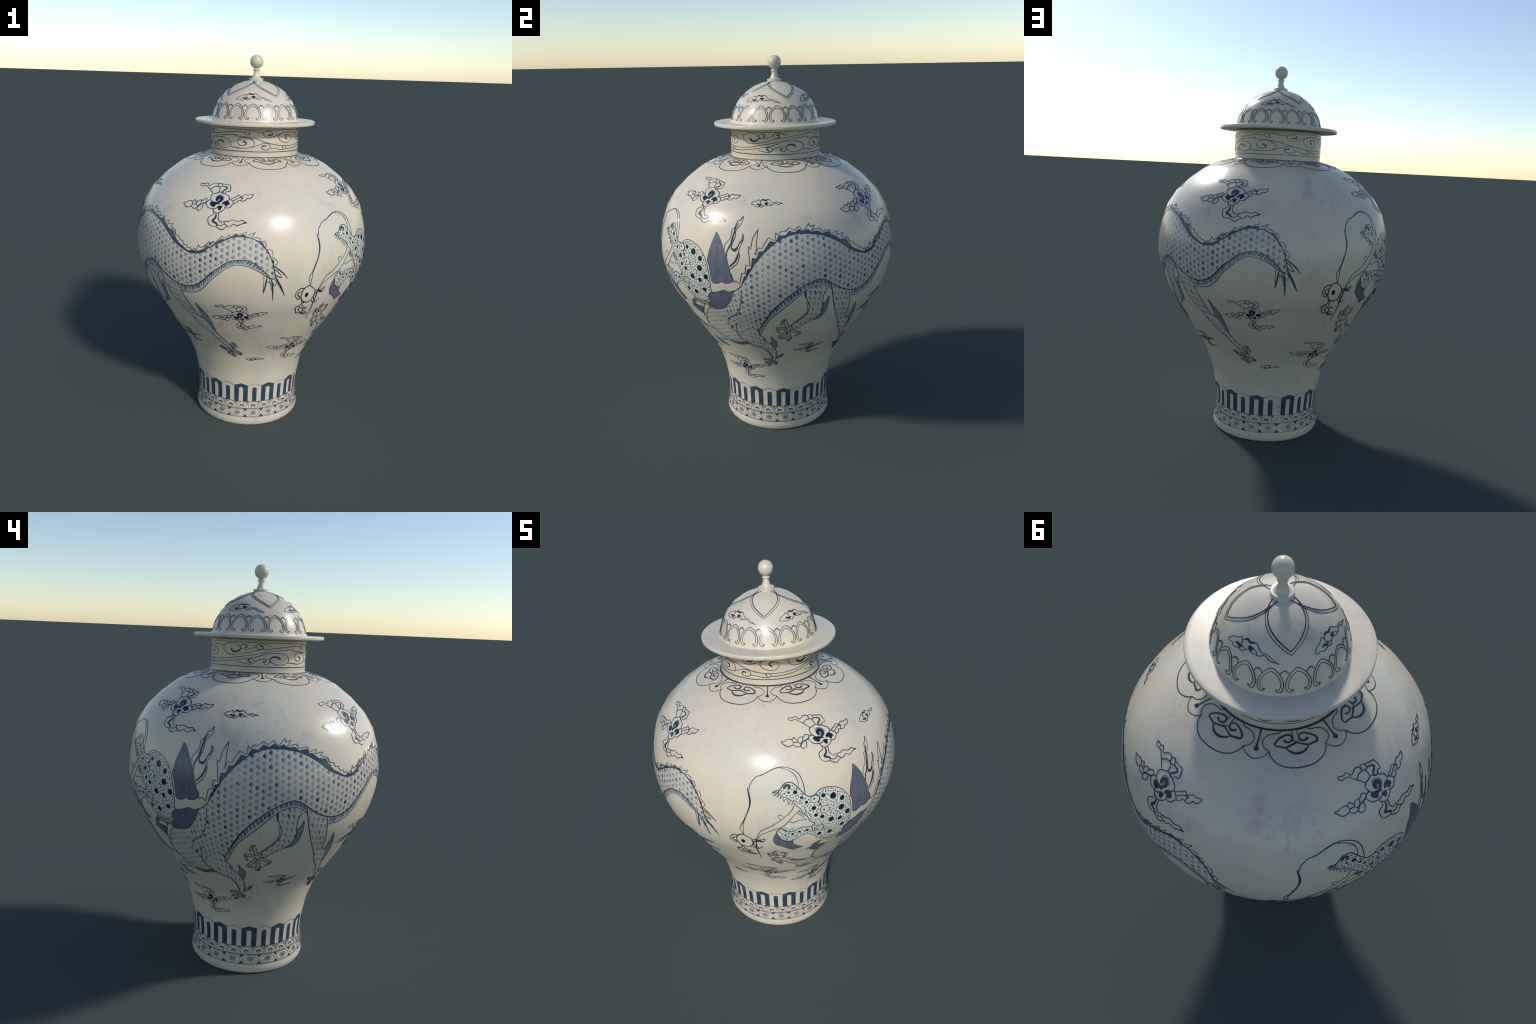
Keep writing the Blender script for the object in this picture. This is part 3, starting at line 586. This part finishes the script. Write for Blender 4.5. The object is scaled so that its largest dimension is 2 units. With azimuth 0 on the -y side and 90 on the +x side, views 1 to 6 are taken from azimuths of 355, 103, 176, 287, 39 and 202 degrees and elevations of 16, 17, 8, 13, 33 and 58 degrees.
class Film:
    """Collects strokes and fills on one turned surface and turns them into one mesh object."""
    def __init__(self, surface, unit=1e-3):
        self.surf, self.unit = surface, unit
        self.v, self.n, self.f, self.m, self.slots = [], [], [], [], []

    def slot(self, mat):
        if mat not in self.slots:
            self.slots.append(mat)
        return self.slots.index(mat)

    def put(self, verts, normals, faces, mat):
        base, s = len(self.v), self.slot(mat)
        self.v += [tuple(x) for x in verts]; self.n += [tuple(x) for x in normals]
        self.f += [tuple(base + i for i in f) for f in faces]; self.m += [s] * len(faces)

    def line(self, pts, width, mat="line", kind="line", lift=.0013, smooth=True, closed=False):
        p = spline(pts, closed) if smooth else np.array(pts, float)
        if closed:
            p = np.vstack([p, p[:1]])
        # subdivide long pieces so the film hugs the curve of the jar
        r = self.surf.radius(p[:, 1].mean() * self.unit)
        gap = np.hypot(np.diff(p[:, 0]) * math.radians(1) * r, np.diff(p[:, 1]) * self.unit)
        n = np.maximum(1, np.ceil(gap / .012)).astype(int)
        p = np.vstack([np.vstack([p[i] + (p[i + 1] - p[i]) * np.arange(n[i])[:, None] / n[i] for i in range(len(n))]), p[-1:]])
        P, N = self.surf.at(p[:, 0], p[:, 1] * self.unit)
        keep = np.concatenate([[True], np.linalg.norm(np.diff(P, axis=0), axis=1) > 2e-4])
        P, N = P[keep], N[keep]
        if len(P) < 2:
            return
        T = np.gradient(P, axis=0)
        S = np.cross(N, T); S /= np.linalg.norm(S, axis=1, keepdims=True) + 1e-12
        u = np.linspace(0, 1, len(P))
        w = np.full(len(P), width * BRUSH / 2)
        if kind == "taper":
            w *= .18 + .82 * np.sin(np.pi * np.clip(u * .92 + .06, 0, 1)) ** .7
        elif kind == "grow":
            w *= .42 + .58 * np.clip(u * 1.6, 0, 1)
        else:
            w *= .9 + .18 * np.sin(u * 9 + p[0, 0]) * np.minimum(1, 3 * len(P) / 40)
        w = w[:, None]
        V = np.stack([P - S * w - N * .0003, P - S * w * .85 + N * lift, P + S * w * .85 + N * lift, P + S * w - N * .0003], 1)
        k = len(P)
        faces = [(4 * i + j, 4 * i + j + 1, 4 * i + j + 5, 4 * i + j + 4)[::-1] for i in range(k - 1) for j in range(3)]
        faces += [(0, 1, 2, 3)[::-1], (4 * k - 4, 4 * k - 3, 4 * k - 2, 4 * k - 1)]
        self.put(V.reshape(-1, 3), np.repeat(N, 4, axis=0), faces, mat)
        if kind in ("grow",):
            self.dot(p[-1], width * BRUSH * .5, mat, lift)

    def dot(self, c, radius, mat="dark", lift=.0012, squash=1., sides=14, wobble=0., rng=None):
        r = self.surf.radius(c[1] * self.unit)
        a = np.linspace(0, 2 * np.pi, sides, endpoint=False)
        rad = radius * (1 + (np.array([rng.uniform(-wobble, wobble) for _ in a]) if rng else 0))
        az, s = c[0] + np.degrees(rad * squash * np.cos(a) / r), c[1] * self.unit + rad * np.sin(a)
        P, N = self.surf.at(az, s, lift); Q, _ = self.surf.at(az, s, -.0003)
        C, CN = self.surf.at([c[0]], [c[1] * self.unit], lift)
        f = [(i, (i + 1) % sides, 2 * sides) for i in range(sides)] + [(sides + i, sides + (i + 1) % sides, (i + 1) % sides, i) for i in range(sides)]
        self.put(np.vstack([P, Q, C]), np.vstack([N, N, CN]), f, mat)

    def fill(self, pts, mat, lift=.0006, smooth=True, grid=.014):
        p = spline(pts, True, k=4) if smooth else np.array(pts, float)
        y0 = p[:, 1].mean() * self.unit
        kx = math.radians(1) * self.surf.radius(y0)
        q = np.stack([p[:, 0] * kx, p[:, 1] * self.unit], -1)
        if not smooth:
            q = np.vstack([q[i] + (q[(i + 1) % len(q)] - q[i]) * t for i in range(len(q)) for t in np.arange(0, 1, 1 / max(1, math.ceil(np.linalg.norm(q[(i + 1) % len(q)] - q[i]) / .012)))[:, None]])
        lo, hi = q.min(0), q.max(0)
        g = np.stack(np.meshgrid(np.arange(lo[0], hi[0], grid), np.arange(lo[1], hi[1], grid)), -1).reshape(-1, 2) + grid * .31
        g = g[inside(q, g)]
        allp = np.vstack([q, g])
        n = len(q)
        vs, _, fs, *_ = delaunay_2d_cdt([Vector(x) for x in allp], [], [list(range(n))], 1, 1e-7)
        vs = np.array([tuple(v) for v in vs])
        P, N = self.surf.at(vs[:, 0] / kx, vs[:, 1], lift)
        tri = []
        for f in fs:
            a, b, c = vs[f[0]], vs[f[1]], vs[f[2]]
            tri.append(tuple(f) if (b[0] - a[0]) * (c[1] - a[1]) - (b[1] - a[1]) * (c[0] - a[0]) > 0 else tuple(f)[::-1])
        self.put(P, N, tri, mat)
        E, EN = self.surf.at(q[:, 0] / kx, q[:, 1], lift); L, _ = self.surf.at(q[:, 0] / kx, q[:, 1], -.0003)
        area = np.sum(q[:, 0] * np.roll(q[:, 1], -1) - np.roll(q[:, 0], -1) * q[:, 1])
        sk = [(n + i, n + (i + 1) % n, (i + 1) % n, i) for i in range(n)]
        self.put(np.vstack([E, L]), np.vstack([EN, EN]), sk if area > 0 else [f[::-1] for f in sk], mat)
        return q, kx

    def toe(self, pts, width):
        """A claw toe: two outlines and cross bars."""
        c = spline(pts, k=7)
        kx = math.radians(1) * self.surf.radius(c[:, 1].mean() * self.unit) / self.unit
        d = np.gradient(c, axis=0) * np.array([kx, 1]); d /= np.linalg.norm(d, axis=1, keepdims=True) + 1e-9
        nrm = np.stack([-d[:, 1] / kx, d[:, 0]], -1)
        w = (width * .0036 / self.unit / 2) * np.clip(1.15 - .95 * np.linspace(0, 1, len(c)) ** 1.6, .08, 1)[:, None]
        a, b = c + nrm * w, c - nrm * w
        self.line(a, 1.5, smooth=False); self.line(b, 1.5, smooth=False); self.line([a[0], b[0]], 1.1)
        for i in range(3, int(len(c) * .72), 3):
            self.line([a[i], b[i]], 1.0)

    def strokes(self, group, where=lambda p: p, wscale=1.):
        for kind, w, pts in group:
            q = [where(x) for x in pts]
            if kind == "toe":
                self.toe(q, w)
            elif kind in ("line", "taper", "grow"):
                self.line(q, w * wscale, kind=kind)
            else:
                self.fill(q, kind, smooth=kind != "scale_leg", lift={"dark": .0012, "soot": .0010, "cream": .0009}.get(kind, .0006))

    def build(self, name, parent, stuff=False):
        me = bpy.data.meshes.new(name)
        me.from_pydata(self.v, [], self.f)
        for s in self.slots:
            me.materials.append(MAT[s] if isinstance(s, str) else s)
        me.polygons.foreach_set("material_index", self.m)
        me.polygons.foreach_set("use_smooth", [True] * len(self.f))
        me.update()
        me.normals_split_custom_set_from_vertices(self.n)
        ob = bpy.data.objects.new(name, me)
        bpy.context.scene.collection.objects.link(ob)
        ob.parent = parent
        if stuff:
            ob["kind"] = "stuff"
        return ob


def repeat(ob, name, angles, parent):
    for a in angles:
        o = ob.copy(); o.name = name; o.rotation_euler.z = math.radians(a); o.parent = parent
        bpy.context.scene.collection.objects.link(o)


def turned_mesh(name, profile, parent, mat, segments=256, surface=None):
    """Lathe a list of (r, z) points."""
    v, f, idx = [], [], []
    for r, z in profile:
        if r < 1e-6:
            idx.append([len(v)] * segments); v.append((0, 0, z))
        else:
            idx.append(list(range(len(v), len(v) + segments)))
            v += [(r * math.sin(2 * math.pi * i / segments), -r * math.cos(2 * math.pi * i / segments), z) for i in range(segments)]
    for a, b in zip(idx[:-1], idx[1:]):
        for i in range(segments):
            k = (i + 1) % segments
            q = []
            for x in (a[i], a[k], b[k], b[i]):
                if x not in q:
                    q.append(x)
            if len(q) > 2:
                f.append(q)
    me = bpy.data.meshes.new(name); me.from_pydata(v, [], f); me.materials.append(mat)
    ob = bpy.data.objects.new(name, me); bpy.context.scene.collection.objects.link(ob); ob.parent = parent
    me.polygons.foreach_set("use_smooth", [True] * len(f))
    me.set_sharp_from_angle(angle=math.radians(38))
    if surface:                       # take the normals of the turned surface, so the painted film and the ware shade alike
        me.update()
        normals = np.empty(len(me.loops) * 3); me.corner_normals.foreach_get("vector", normals); normals = normals.reshape(-1, 3)
        vi = np.empty(len(me.loops), int); me.loops.foreach_get("vertex_index", vi)
        x, y, z = np.array(v)[vi].T
        h = np.hypot(x, y)
        dz, dr = np.interp(z, surface.z, surface.dz), np.interp(z, surface.z, surface.dr)
        on = (z > surface.z[0] + 1e-4) & (z < surface.z[-1] - 1e-4) & (np.abs(h - np.interp(z, surface.z, surface.r)) < .002)
        normals[on] = np.stack([dz * x / (h + 1e-9), dz * y / (h + 1e-9), -dr], -1)[on]
        me.normals_split_custom_set(normals)
    return ob


def arc(cx, cz, rad, a0, a1, n=8):
    return [(cx + rad * math.cos(math.radians(a0 + (a1 - a0) * i / n)), cz + rad * math.sin(math.radians(a0 + (a1 - a0) * i / n))) for i in range(n + 1)]


# ------------------------------------------------------------------ the turned ware
jar = bpy.data.objects.new("porcelain_jar", None)
bpy.context.scene.collection.objects.link(jar)
jar["label"] = "lidded white porcelain jar painted with blue dragons and clouds"
jar["category"] = "lidded jar"

s = np.linspace(0, JAR.length, 240)
outer = list(zip(np.interp(s, JAR.t, JAR.r), np.interp(s, JAR.t, JAR.z)))
body = turned_mesh("body", [(0, .006), (.262, .006), (.268, 0.), (.284, 0.)] + outer + [(.2335, 1.503)], jar, PORCELAIN, surface=JAR)
neck = turned_mesh("neck", [(.2348, 1.4965), (.2342, 1.5015), (.2337, 1.505)] + [(.2335, z) for z in np.linspace(1.51, 1.645, 20)] + arc(.2285, 1.647, .005, 0, 90, 5) + [(.214, 1.652), (.212, 1.49)], jar, porcelain("neck_porcelain", .7, srgb(214, 199, 171)))

lid_mat = porcelain("lid_porcelain", 1.25)
s = np.linspace(0, DOME.length, 90)
dome = list(zip(np.interp(s, DOME.t, DOME.r), np.interp(s, DOME.t, DOME.z)))
dome[-1] = (0, dome[-1][1])
lid = turned_mesh("lid", [(.2385, 1.6700), (.2355, 1.6718), (.2342, 1.6745)] + dome[3:], jar, lid_mat, 192, DOME)
brim = turned_mesh("brim", [(.205, 1.6535), (.313, 1.6535)] + arc(.3135, 1.6580, .0045, -90, 0, 4) + arc(.3120, 1.6655, .0060, 0, 90, 5) + [(.30, 1.6716), (.22, 1.6716)], lid, lid_mat, 192)
ball = arc(0, 1.9655, .0345, -72, 90, 26); ball[-1] = (0, 2.0)
knob = turned_mesh("knob", [(.0365, 1.8690), (.0372, 1.8755)] + arc(.0345, 1.8795, .0032, -60, 90, 7) + [(.0315, 1.8828), (.0275, 1.8832), (.0240, 1.8850), (.0205, 1.8905), (.0175, 1.8975), (.0150, 1.9060), (.0136, 1.9140), (.0133, 1.9175)] + arc(.0140, 1.9245, .0040, -80, 80, 8) + [(.0128, 1.9305)] + ball, lid, porcelain("knob_porcelain", .35, srgb(220, 206, 177)), 72)

# ------------------------------------------------------------------ dragons
rng = random.Random(7)
dragon_meshes = {}


def dragon(turn):
    def emit(name, film, parent, stuff=False):
        if name not in dragon_meshes:
            ob = film().build(name, parent, stuff)
            dragon_meshes[name] = ob
        else:
            ob = dragon_meshes[name].copy(); ob.name = name
            bpy.context.scene.collection.objects.link(ob)
            ob.parent = parent
        return ob

    front, rear = UNDERLINE[:12], UNDERLINE[14:]

    def trunk():
        F = Film(JAR)
        F.fill(SPINE + UNDERLINE[::-1] + SHOULDER[::-1][:-1], "scale_body", .0005)
        for top, low, n in ((front, BELLY_FRONT, 26), (rear, BELLY_REAR, 30)):
            t, b = resample(spline(top), 60, (10, 1)), resample(spline(low), 60, (10, 1))
            F.fill(np.vstack([t, b[::-1]]), "belly", .0005, smooth=False)
        for l, w in ((SPINE[:-2], 2.2), (UNDERLINE, 2.6), (BELLY_FRONT, 1.7), (BELLY_REAR, 1.7), (SPINE[-3:], 1.6)):
            F.line(l, w)
        F.line(UNDERLINE[1:6], 4.0, kind="taper", lift=.0012); F.line(UNDERLINE[15:21], 4.0, kind="taper", lift=.0012)
        return F

    def ribs():
        F = Film(JAR)
        r2 = random.Random(3)
        for top, low, n in ((front, BELLY_FRONT, 27), (rear, BELLY_REAR, 34)):
            t, b = resample(spline(top), n * 4 + 1, (10, 1)), resample(spline(low), n * 4 + 1, (10, 1))
            for i in range(n):
                a, c = 4 * i + 1, 4 * i + 3 + r2.choice((0, 1))
                k = r2.uniform(.55, .8)
                F.fill([t[a], t[c], t[c] + (b[c] - t[c]) * k, t[a] + (b[a] - t[a]) * k * .95], "rib", .0008, smooth=False)
        return F

    def neck_part():
        F = Film(JAR)
        F.fill(NECK_TOP + SHOULDER[1:] + CHEST[::-1], "scale_neck", .0004)
        for l, w in ((NECK_TOP, 1.8), (SHOULDER[1:], 1.7), (CHEST, 2.0), (THROAT, 1.4), (CHEST_UNDER, 1.5)):
            F.line(l, w)
        F.fill(CHEST[8:] + CHEST_UNDER[1:][::-1], "rib", .0006)
        return F

    def plates(poly, key, margin):
        """Single scales as thin rounded plates on the same lattice as the paint."""
        az0, z0, step, rise, shear = LATTICE[key]
        F = Film(JAR)
        q = spline(poly, True, k=4)
        kx = math.radians(1) * JAR.radius(q[:, 1].mean() * 1e-3) * 1e3
        spots = []
        for i in range(-60, 60):
            for j in range(-40, 40):
                az, z = az0 + i * step, z0 + (j + (.5 if i % 2 else 0)) * rise + shear * i * step
                if .25 < z < 1.3 and q[:, 0].min() < az < q[:, 0].max():
                    spots.append((az, np.interp(z, JAR.z, JAR.t) * 1e3))
        spots = np.array(spots)
        for az, sv in spots[inside(q, spots)]:
            if np.min(np.hypot((q[:, 0] - az) * kx, q[:, 1] - sv)) > margin:
                F.dot((az, sv), .0125 if key == "scale_body" else .009, key, .0009, sides=10)
        return F

    core = emit("dragon", trunk, jar)
    emit("dragon_scale", lambda: plates(SPINE + UNDERLINE[::-1] + SHOULDER[::-1][:-1], "scale_body", 13), core, True)
    emit("belly_rib", ribs, core, True)
    emit("dragon_neck", neck_part, core)

    def mane():
        F = Film(JAR)
        F.fill(MANE_TEETH + SPINE[1:-5][::-1], "cobalt", .0007, smooth=False)
        F.line(MANE_EDGE, 1.5, smooth=False)
        F.line(MANE_TEETH, 1.0, smooth=False)
        return F
    emit("mane", mane, core)

    def tail():
        F = Film(JAR); F.strokes(TAIL_FINS); return F
    emit("tail_fin", tail, core)

    def head():
        F = Film(JAR)
        poly = HEAD[0][2]
        F.fill(poly, "head", .0007)
        F.line(poly, 2.2, closed=True)
        F.strokes(HEAD_PARTS)
        F.strokes(RUFF)
        for a, sv, r in SPOTS:
            F.dot((a, sv), r * 1.14e-3, "pupil", .0012, wobble=.08, rng=rng)
        q = spline(poly, True, k=4)
        kx = math.radians(1) * .6 * 1e3
        placed = []
        lo, hi = q.min(0), q.max(0)
        big = [(a, sv, r + 3.5) for a, sv, r in SPOTS] + [(a, sv, 22) for a, sv in EYES]
        tries = np.array([(rng.uniform(lo[0], hi[0]), rng.uniform(lo[1], hi[1])) for _ in range(9000)])
        for a, sv in tries[inside(q, tries)]:
            r = rng.uniform(2.6, 4.2)
            if len(placed) >= 290 or np.min(np.hypot((q[:, 0] - a) * kx, q[:, 1] - sv)) < 7:
                continue
            if any(math.hypot((a - x) * kx, sv - y) < R + r for x, y, R in big) or any(math.hypot((a - x) * kx, sv - y) < R + r + 2.6 for x, y, R in placed):
                continue
            placed.append((a, sv, r))
            F.dot((a, sv), r * 1e-3, "speck", .0012, sides=8, squash=rng.uniform(.8, 1.1))
        return F
    emit("dragon_head", head, core)

    def eyes():
        F = Film(JAR)
        for (a, sv), (pa, ps) in zip(EYES, PUPILS):
            ring = [(a + 1.95 * math.cos(t), sv + 18.5 * math.sin(t)) for t in np.linspace(0, 2 * math.pi, 14, endpoint=False)]
            F.fill(ring, "cream", .0013)
            F.line(ring, 1.9, closed=True, lift=.0016)
            F.dot((pa, ps), .0048, "pupil", .0017)
        return F
    emit("eye", eyes, core)

    def horn():
        F = Film(JAR)
        F.fill(HORN_HIGH, "indigo", .0009); F.line(HORN_HIGH, 1.3, closed=True)
        F.fill(HORN_LOW, "indigo", .0009); F.line(HORN_LOW, 1.3, closed=True)
        return F
    emit("horn", horn, core)

    def beard():
        F = Film(JAR); F.strokes(BEARD)
        for kind, w, pts in BEARD:
            F.line(pts, .9, closed=True)
        return F
    emit("beard", beard, core)
    for nm, grp in (("whisker", WHISKERS), ("flame", FLAMES), ("pearl", PEARL), ("foreleg", REAR_FORELEG), ("hindleg", REAR_HINDLEG), ("hindleg_near", HINDLEG), ("foreleg_near", FORELEG), ("claw", CLAWS)):
        def simple(grp=grp):
            F = Film(JAR); F.strokes(grp); return F
        emit(nm, simple, core)
    core.rotation_euler.z = math.radians(turn)


dragon(0)
dragon(SECOND_DRAGON)
for o in bpy.data.objects:
    if "_near" in o.name:
        o.name = o.name.split("_near")[0]

# ------------------------------------------------------------------ clouds
CLOUD_MID, WISP_MID = (155.9, 1415), (96.0, 1454)


def cloud(name, group, mid, centre, m, wscale, turns=(0, SECOND_DRAGON), surf=JAR, parent=jar, droop=0.):
    def where(p):
        a, b = p[0] - mid[0], p[1] - mid[1]
        return (centre[0] + a * m[0] + b * m[1], centre[1] + a * m[2] + b * m[3] - droop * a * a)
    F = Film(surf); F.strokes(group, where, wscale)
    first = F.build(name, parent)
    first.rotation_euler.z = math.radians(turns[0])
    repeat(first, name, turns[1:], parent)


cloud("cloud", CLOUD, CLOUD_MID, CLOUD_MID, (1, 0, 0, 1), 1.0)
cloud("cloud", CLOUD, CLOUD_MID, (63.8, 1457), (1.062, .0062, -1.41, .958), 1.0)
cloud("cloud", CLOUD, CLOUD_MID, (168.45, 815.8), (.786, -.0031, -.05, .774), .66)
cloud("cloud", CLOUD, CLOUD_MID, (31.7, 520), (1.07, .0247, -2.5, .726), .6)
cloud("cloud", CLOUD, CLOUD_MID, (72.5, 400), (1.12, -.0055, -.05, .631), .55)
cloud("cloud", CLOUD, CLOUD_MID, (125.5, 578.6), (.60, -.0003, -.06, .398), .42)
cloud("small_cloud", WISP, WISP_MID, WISP_MID, (1, 0, 0, 1), .9)
cloud("small_cloud", WISP, WISP_MID, (177.5, 447), (1.0, 0, 0, .56), .6)
cloud("small_cloud", WISP, WISP_MID, (-11.5, 136), (3.5, 0, 0, .92), .85, (0, 89, 180, 271.5), DOME, lid, .33)

# ------------------------------------------------------------------ collar of cloud-head lappets (seven)
pitch = 360 / 7
mirror = lambda l: l + [(-a, b) for a, b in l[::-1]]
F = Film(JAR)
F.line(mirror([(-9, 1780), (-12.1, 1765), (-16.5, 1762), (-20.4, 1753), (-22.5, 1738), (-22.5, 1724), (-20.8, 1710), (-17.8, 1700), (-17, 1689), (-15.2, 1675), (-12, 1660), (-8, 1650), (-3, 1645.5)]), 1.8)
curl = [(-7.9, 1738), (-5.8, 1733), (-3.3, 1737), (-2.2, 1746), (-3.2, 1756), (-5.8, 1760), (-8.8, 1755), (-12.3, 1744), (-14.3, 1730), (-13.6, 1720), (-10.5, 1718), (-7.7, 1715), (-4.0, 1722), (-.3, 1730)]
F.line(curl, 3.4); F.line([(-a, b - 1) for a, b in curl], 3.4)
F.dot(curl[0], .0045, "line"); F.dot((-curl[0][0], curl[0][1]), .0045, "line")
F.line([(-2.2, 1776), (-1.9, 1762), (-2.3, 1750), (-3.0, 1741)], 1.3); F.line([(2.2, 1776), (1.9, 1762), (2.3, 1750), (3.0, 1741)], 1.3)
F.line([(-3, 1741), (-1.2, 1734), (0, 1731), (1.2, 1734), (3, 1741)], 1.5)
F.line([(-7.5, 1715), (-5.5, 1703), (-3, 1695), (0, 1692), (3, 1695), (5.5, 1703), (7.5, 1715)], 4.0, kind="taper")
lap = F.build("lappet", body); lap.rotation_euler.z = math.radians(9.2)
repeat(lap, "lappet", [9.2 + pitch * i for i in range(1, 7)], body)
F = Film(JAR)
F.line([(0, 1780), (0, 1748), (0, 1708)], 2.9); F.dot((0, 1704), .0085, "line")
F.line([(-7.9, 1699), (-6.2, 1686), (-3.4, 1675), (0, 1670), (3.4, 1675), (6.2, 1686), (7.9, 1699)], 1.5)
pen = F.build("pendant", body); pen.rotation_euler.z = math.radians(34.9)
repeat(pen, "pendant", [34.9 + pitch * i for i in range(1, 7)], body)
F = Film(JAR); F.line([(a, 1776) for a in range(0, 361, 3)], 4.6, smooth=False); F.build("collar_ring", body)

# ------------------------------------------------------------------ neck scrolls
warp = lambda a: float(np.interp(a, [-30, -16.6, 15.1, 39.7, 82, 125, 158.6, 180], [143, 158.6, 197.45, 224.3, 266.7, 311, 343.4, 364]))
for turn in (lambda p: p, lambda p: (warp(p[0]), p[1])):
    F = Film(NECK); F.strokes(NECK_SCROLL, turn, .95); F.build("neck_scroll", neck)
F = Film(NECK)
for h, w in ((135, 1.2), (146, .9), (26, 1.7)):  # topmost line is contact shade under the brim, painted in; others are inked rings
    F.line([(a, h) for a in range(0, 361, 3)], w, smooth=False)
F.build("neck_ring_and_brim_shade", neck)

# ------------------------------------------------------------------ foot borders (a narrow gap shows where each border closes)
SEAM, PANEL = 193.3, 14.83
F = Film(JAR)
U = lambda l: [(x * PANEL, y) for x, y in l]
F.fill(U([(.02, 147), (.02, 249), (.5, 262.5), (.98, 249), (.98, 147), (.655, 147), (.655, 233), (.5, 240), (.335, 233), (.335, 147)]), "cobalt", .0008, smooth=False)
F.line(U([(.01, 147), (.01, 249), (.5, 262.8), (.99, 249), (.99, 147)]), .8, smooth=False)
blue = F.build("panel", body); blue.rotation_euler.z = math.radians(SEAM)
F = Film(JAR)
F.fill(U([(.335, 147), (.335, 233), (.5, 240), (.655, 233), (.655, 147)]), "cobalt", .0008, smooth=False)
F.line(U([(.02, 249), (.5, 262.8), (.98, 249)]), .55, "thin", smooth=False)
white = F.build("panel", body); white.rotation_euler.z = math.radians(SEAM + PANEL)
repeat(blue, "panel", [SEAM + PANEL * i for i in range(2, 24, 2)], body)
repeat(white, "panel", [SEAM + PANEL * i for i in range(3, 24, 2)], body)

P2 = 12.55
F = Film(JAR)
U = lambda l: [(x * P2 / 2, y) for x, y in l]
F.line(U(mirror([(-.2, 105), (-.55, 106), (-.78, 111), (-.86, 119), (-.82, 127), (-.66, 133), (-.46, 136), (-.4, 142), (-.2, 147)])), .7, "thin")
F.line(U([(-.98, 128), (-.88, 136), (-.7, 138), (-.6, 144), (-.4, 148)]), .6, "thin"); F.line(U([(.98, 128), (.88, 136), (.7, 138), (.6, 144), (.4, 148)]), .6, "thin")
F.fill(U([(-.44, 117), (-.38, 123), (-.15, 129), (.15, 129), (.38, 123), (.44, 117), (.3, 118), (.12, 123), (-.12, 123), (-.3, 118)]), "dark", .0008)
F.line(U([(-.2, 105), (-.24, 112), (-.12, 116), (0, 117), (.12, 116), (.24, 112), (.2, 105)]), .6, "thin")
F.fill(U([(.68, 149), (1, 137), (1.32, 149)]), "cobalt", .0007, smooth=False)
ruyi = F.build("cloud_head", body); ruyi.rotation_euler.z = math.radians(SEAM + 6.3)
repeat(ruyi, "cloud_head", [SEAM + 6.3 + P2 * i for i in range(1, 28)], body)

P3 = 17.78
F = Film(JAR)
U = lambda l: [(x * P3, y) for x, y in l]
quad = [(-.43, 78.5), (-.41, 84), (-.34, 87), (-.29, 90), (-.27, 94), (-.2, 97), (-.1, 99)]
top = mirror(quad)
F.line(U(top + [(a, 157 - b) for a, b in top[::-1]][1:-1]), .75, "thin", closed=True)
for k in range(8):
    t = 2 * math.pi * k / 8
    c = (2.6 * math.cos(t), 78.5 + 9.5 * math.sin(t))
    F.line([(c[0] + 1.15 * math.cos(u), c[1] + 4.3 * math.sin(u)) for u in np.linspace(0, 2 * math.pi, 8, endpoint=False)], .7, "thin", closed=True)
F.line([(1.0 * math.cos(u), 78.5 + 3.6 * math.sin(u)) for u in np.linspace(0, 2 * math.pi, 8, endpoint=False)], .9, "thin", closed=True)
for y0, y1 in ((103.5, 86), (53.5, 71)):
    F.fill(U([(.33, y0), (.40, y0 * .6 + y1 * .4), (.5, y1), (.60, y0 * .6 + y1 * .4), (.67, y0)]), "cobalt", .0007, smooth=False)
flower = F.build("flower_medallion", body); flower.rotation_euler.z = math.radians(202.9)
repeat(flower, "flower_medallion", [202.9 + P3 * i for i in range(1, 20)], body)
F = Film(JAR)
F.line([(a, 103.6) for a in range(0, 361, 3)], 2.0, "indigo", smooth=False); F.line([(a, 53.3) for a in range(0, 361, 3)], 1.2, "cobalt", smooth=False)
F.line([(a, 148) for a in range(0, 361, 3)], .5, "thin", smooth=False)
F.build("border_ring", body)

# ------------------------------------------------------------------ lid: arches and petals
F = Film(DOME)
half = [(-4.3, 23), (-4.7, 17), (-6.2, 13), (-8.2, 13.5), (-9.7, 21), (-10.5, 37), (-9.6, 58), (-6.3, 79), (-2.4, 91), (0, 94.5)]
inner = [(-4.3, 23), (-5.6, 20.5), (-7.0, 22.5), (-8.0, 31), (-8.3, 45), (-6.4, 65), (-2.6, 79), (0, 83)]
F.line(half + [(-a, b) for a, b in half[::-1]][1:], 1.5, "lid_line")
F.line(inner + [(-a, b) for a, b in inner[::-1]][1:], 1.3, "lid_line")
F.line([(7.3, 74), (9.2, 83), (11.25, 87), (13.3, 83), (15.2, 74)], 2.4, kind="taper")
a1 = F.build("arch", lid); a1.rotation_euler.z = math.radians(15)
repeat(a1, "arch", [15 + 22.5 * i for i in range(1, 16)], lid)
F = Film(DOME)
inn = [(-58, 297), (-43, 262), (-33, 228), (-23.2, 201), (-11.5, 172), (-3, 151), (0, 145)]
out = [(-52, 283), (-43, 246), (-35, 219), (-24.5, 190), (-12.5, 162), (-3, 140), (0, 134)]
F.line(inn + [(-a, b) for a, b in inn[::-1]][1:], 2.0); F.line(out + [(-a, b) for a, b in out[::-1]][1:], 1.1)
pt = F.build("petal", lid); pt.rotation_euler.z = math.radians(32.5)
repeat(pt, "petal", [32.5 + 90 * i for i in range(1, 4)], lid)
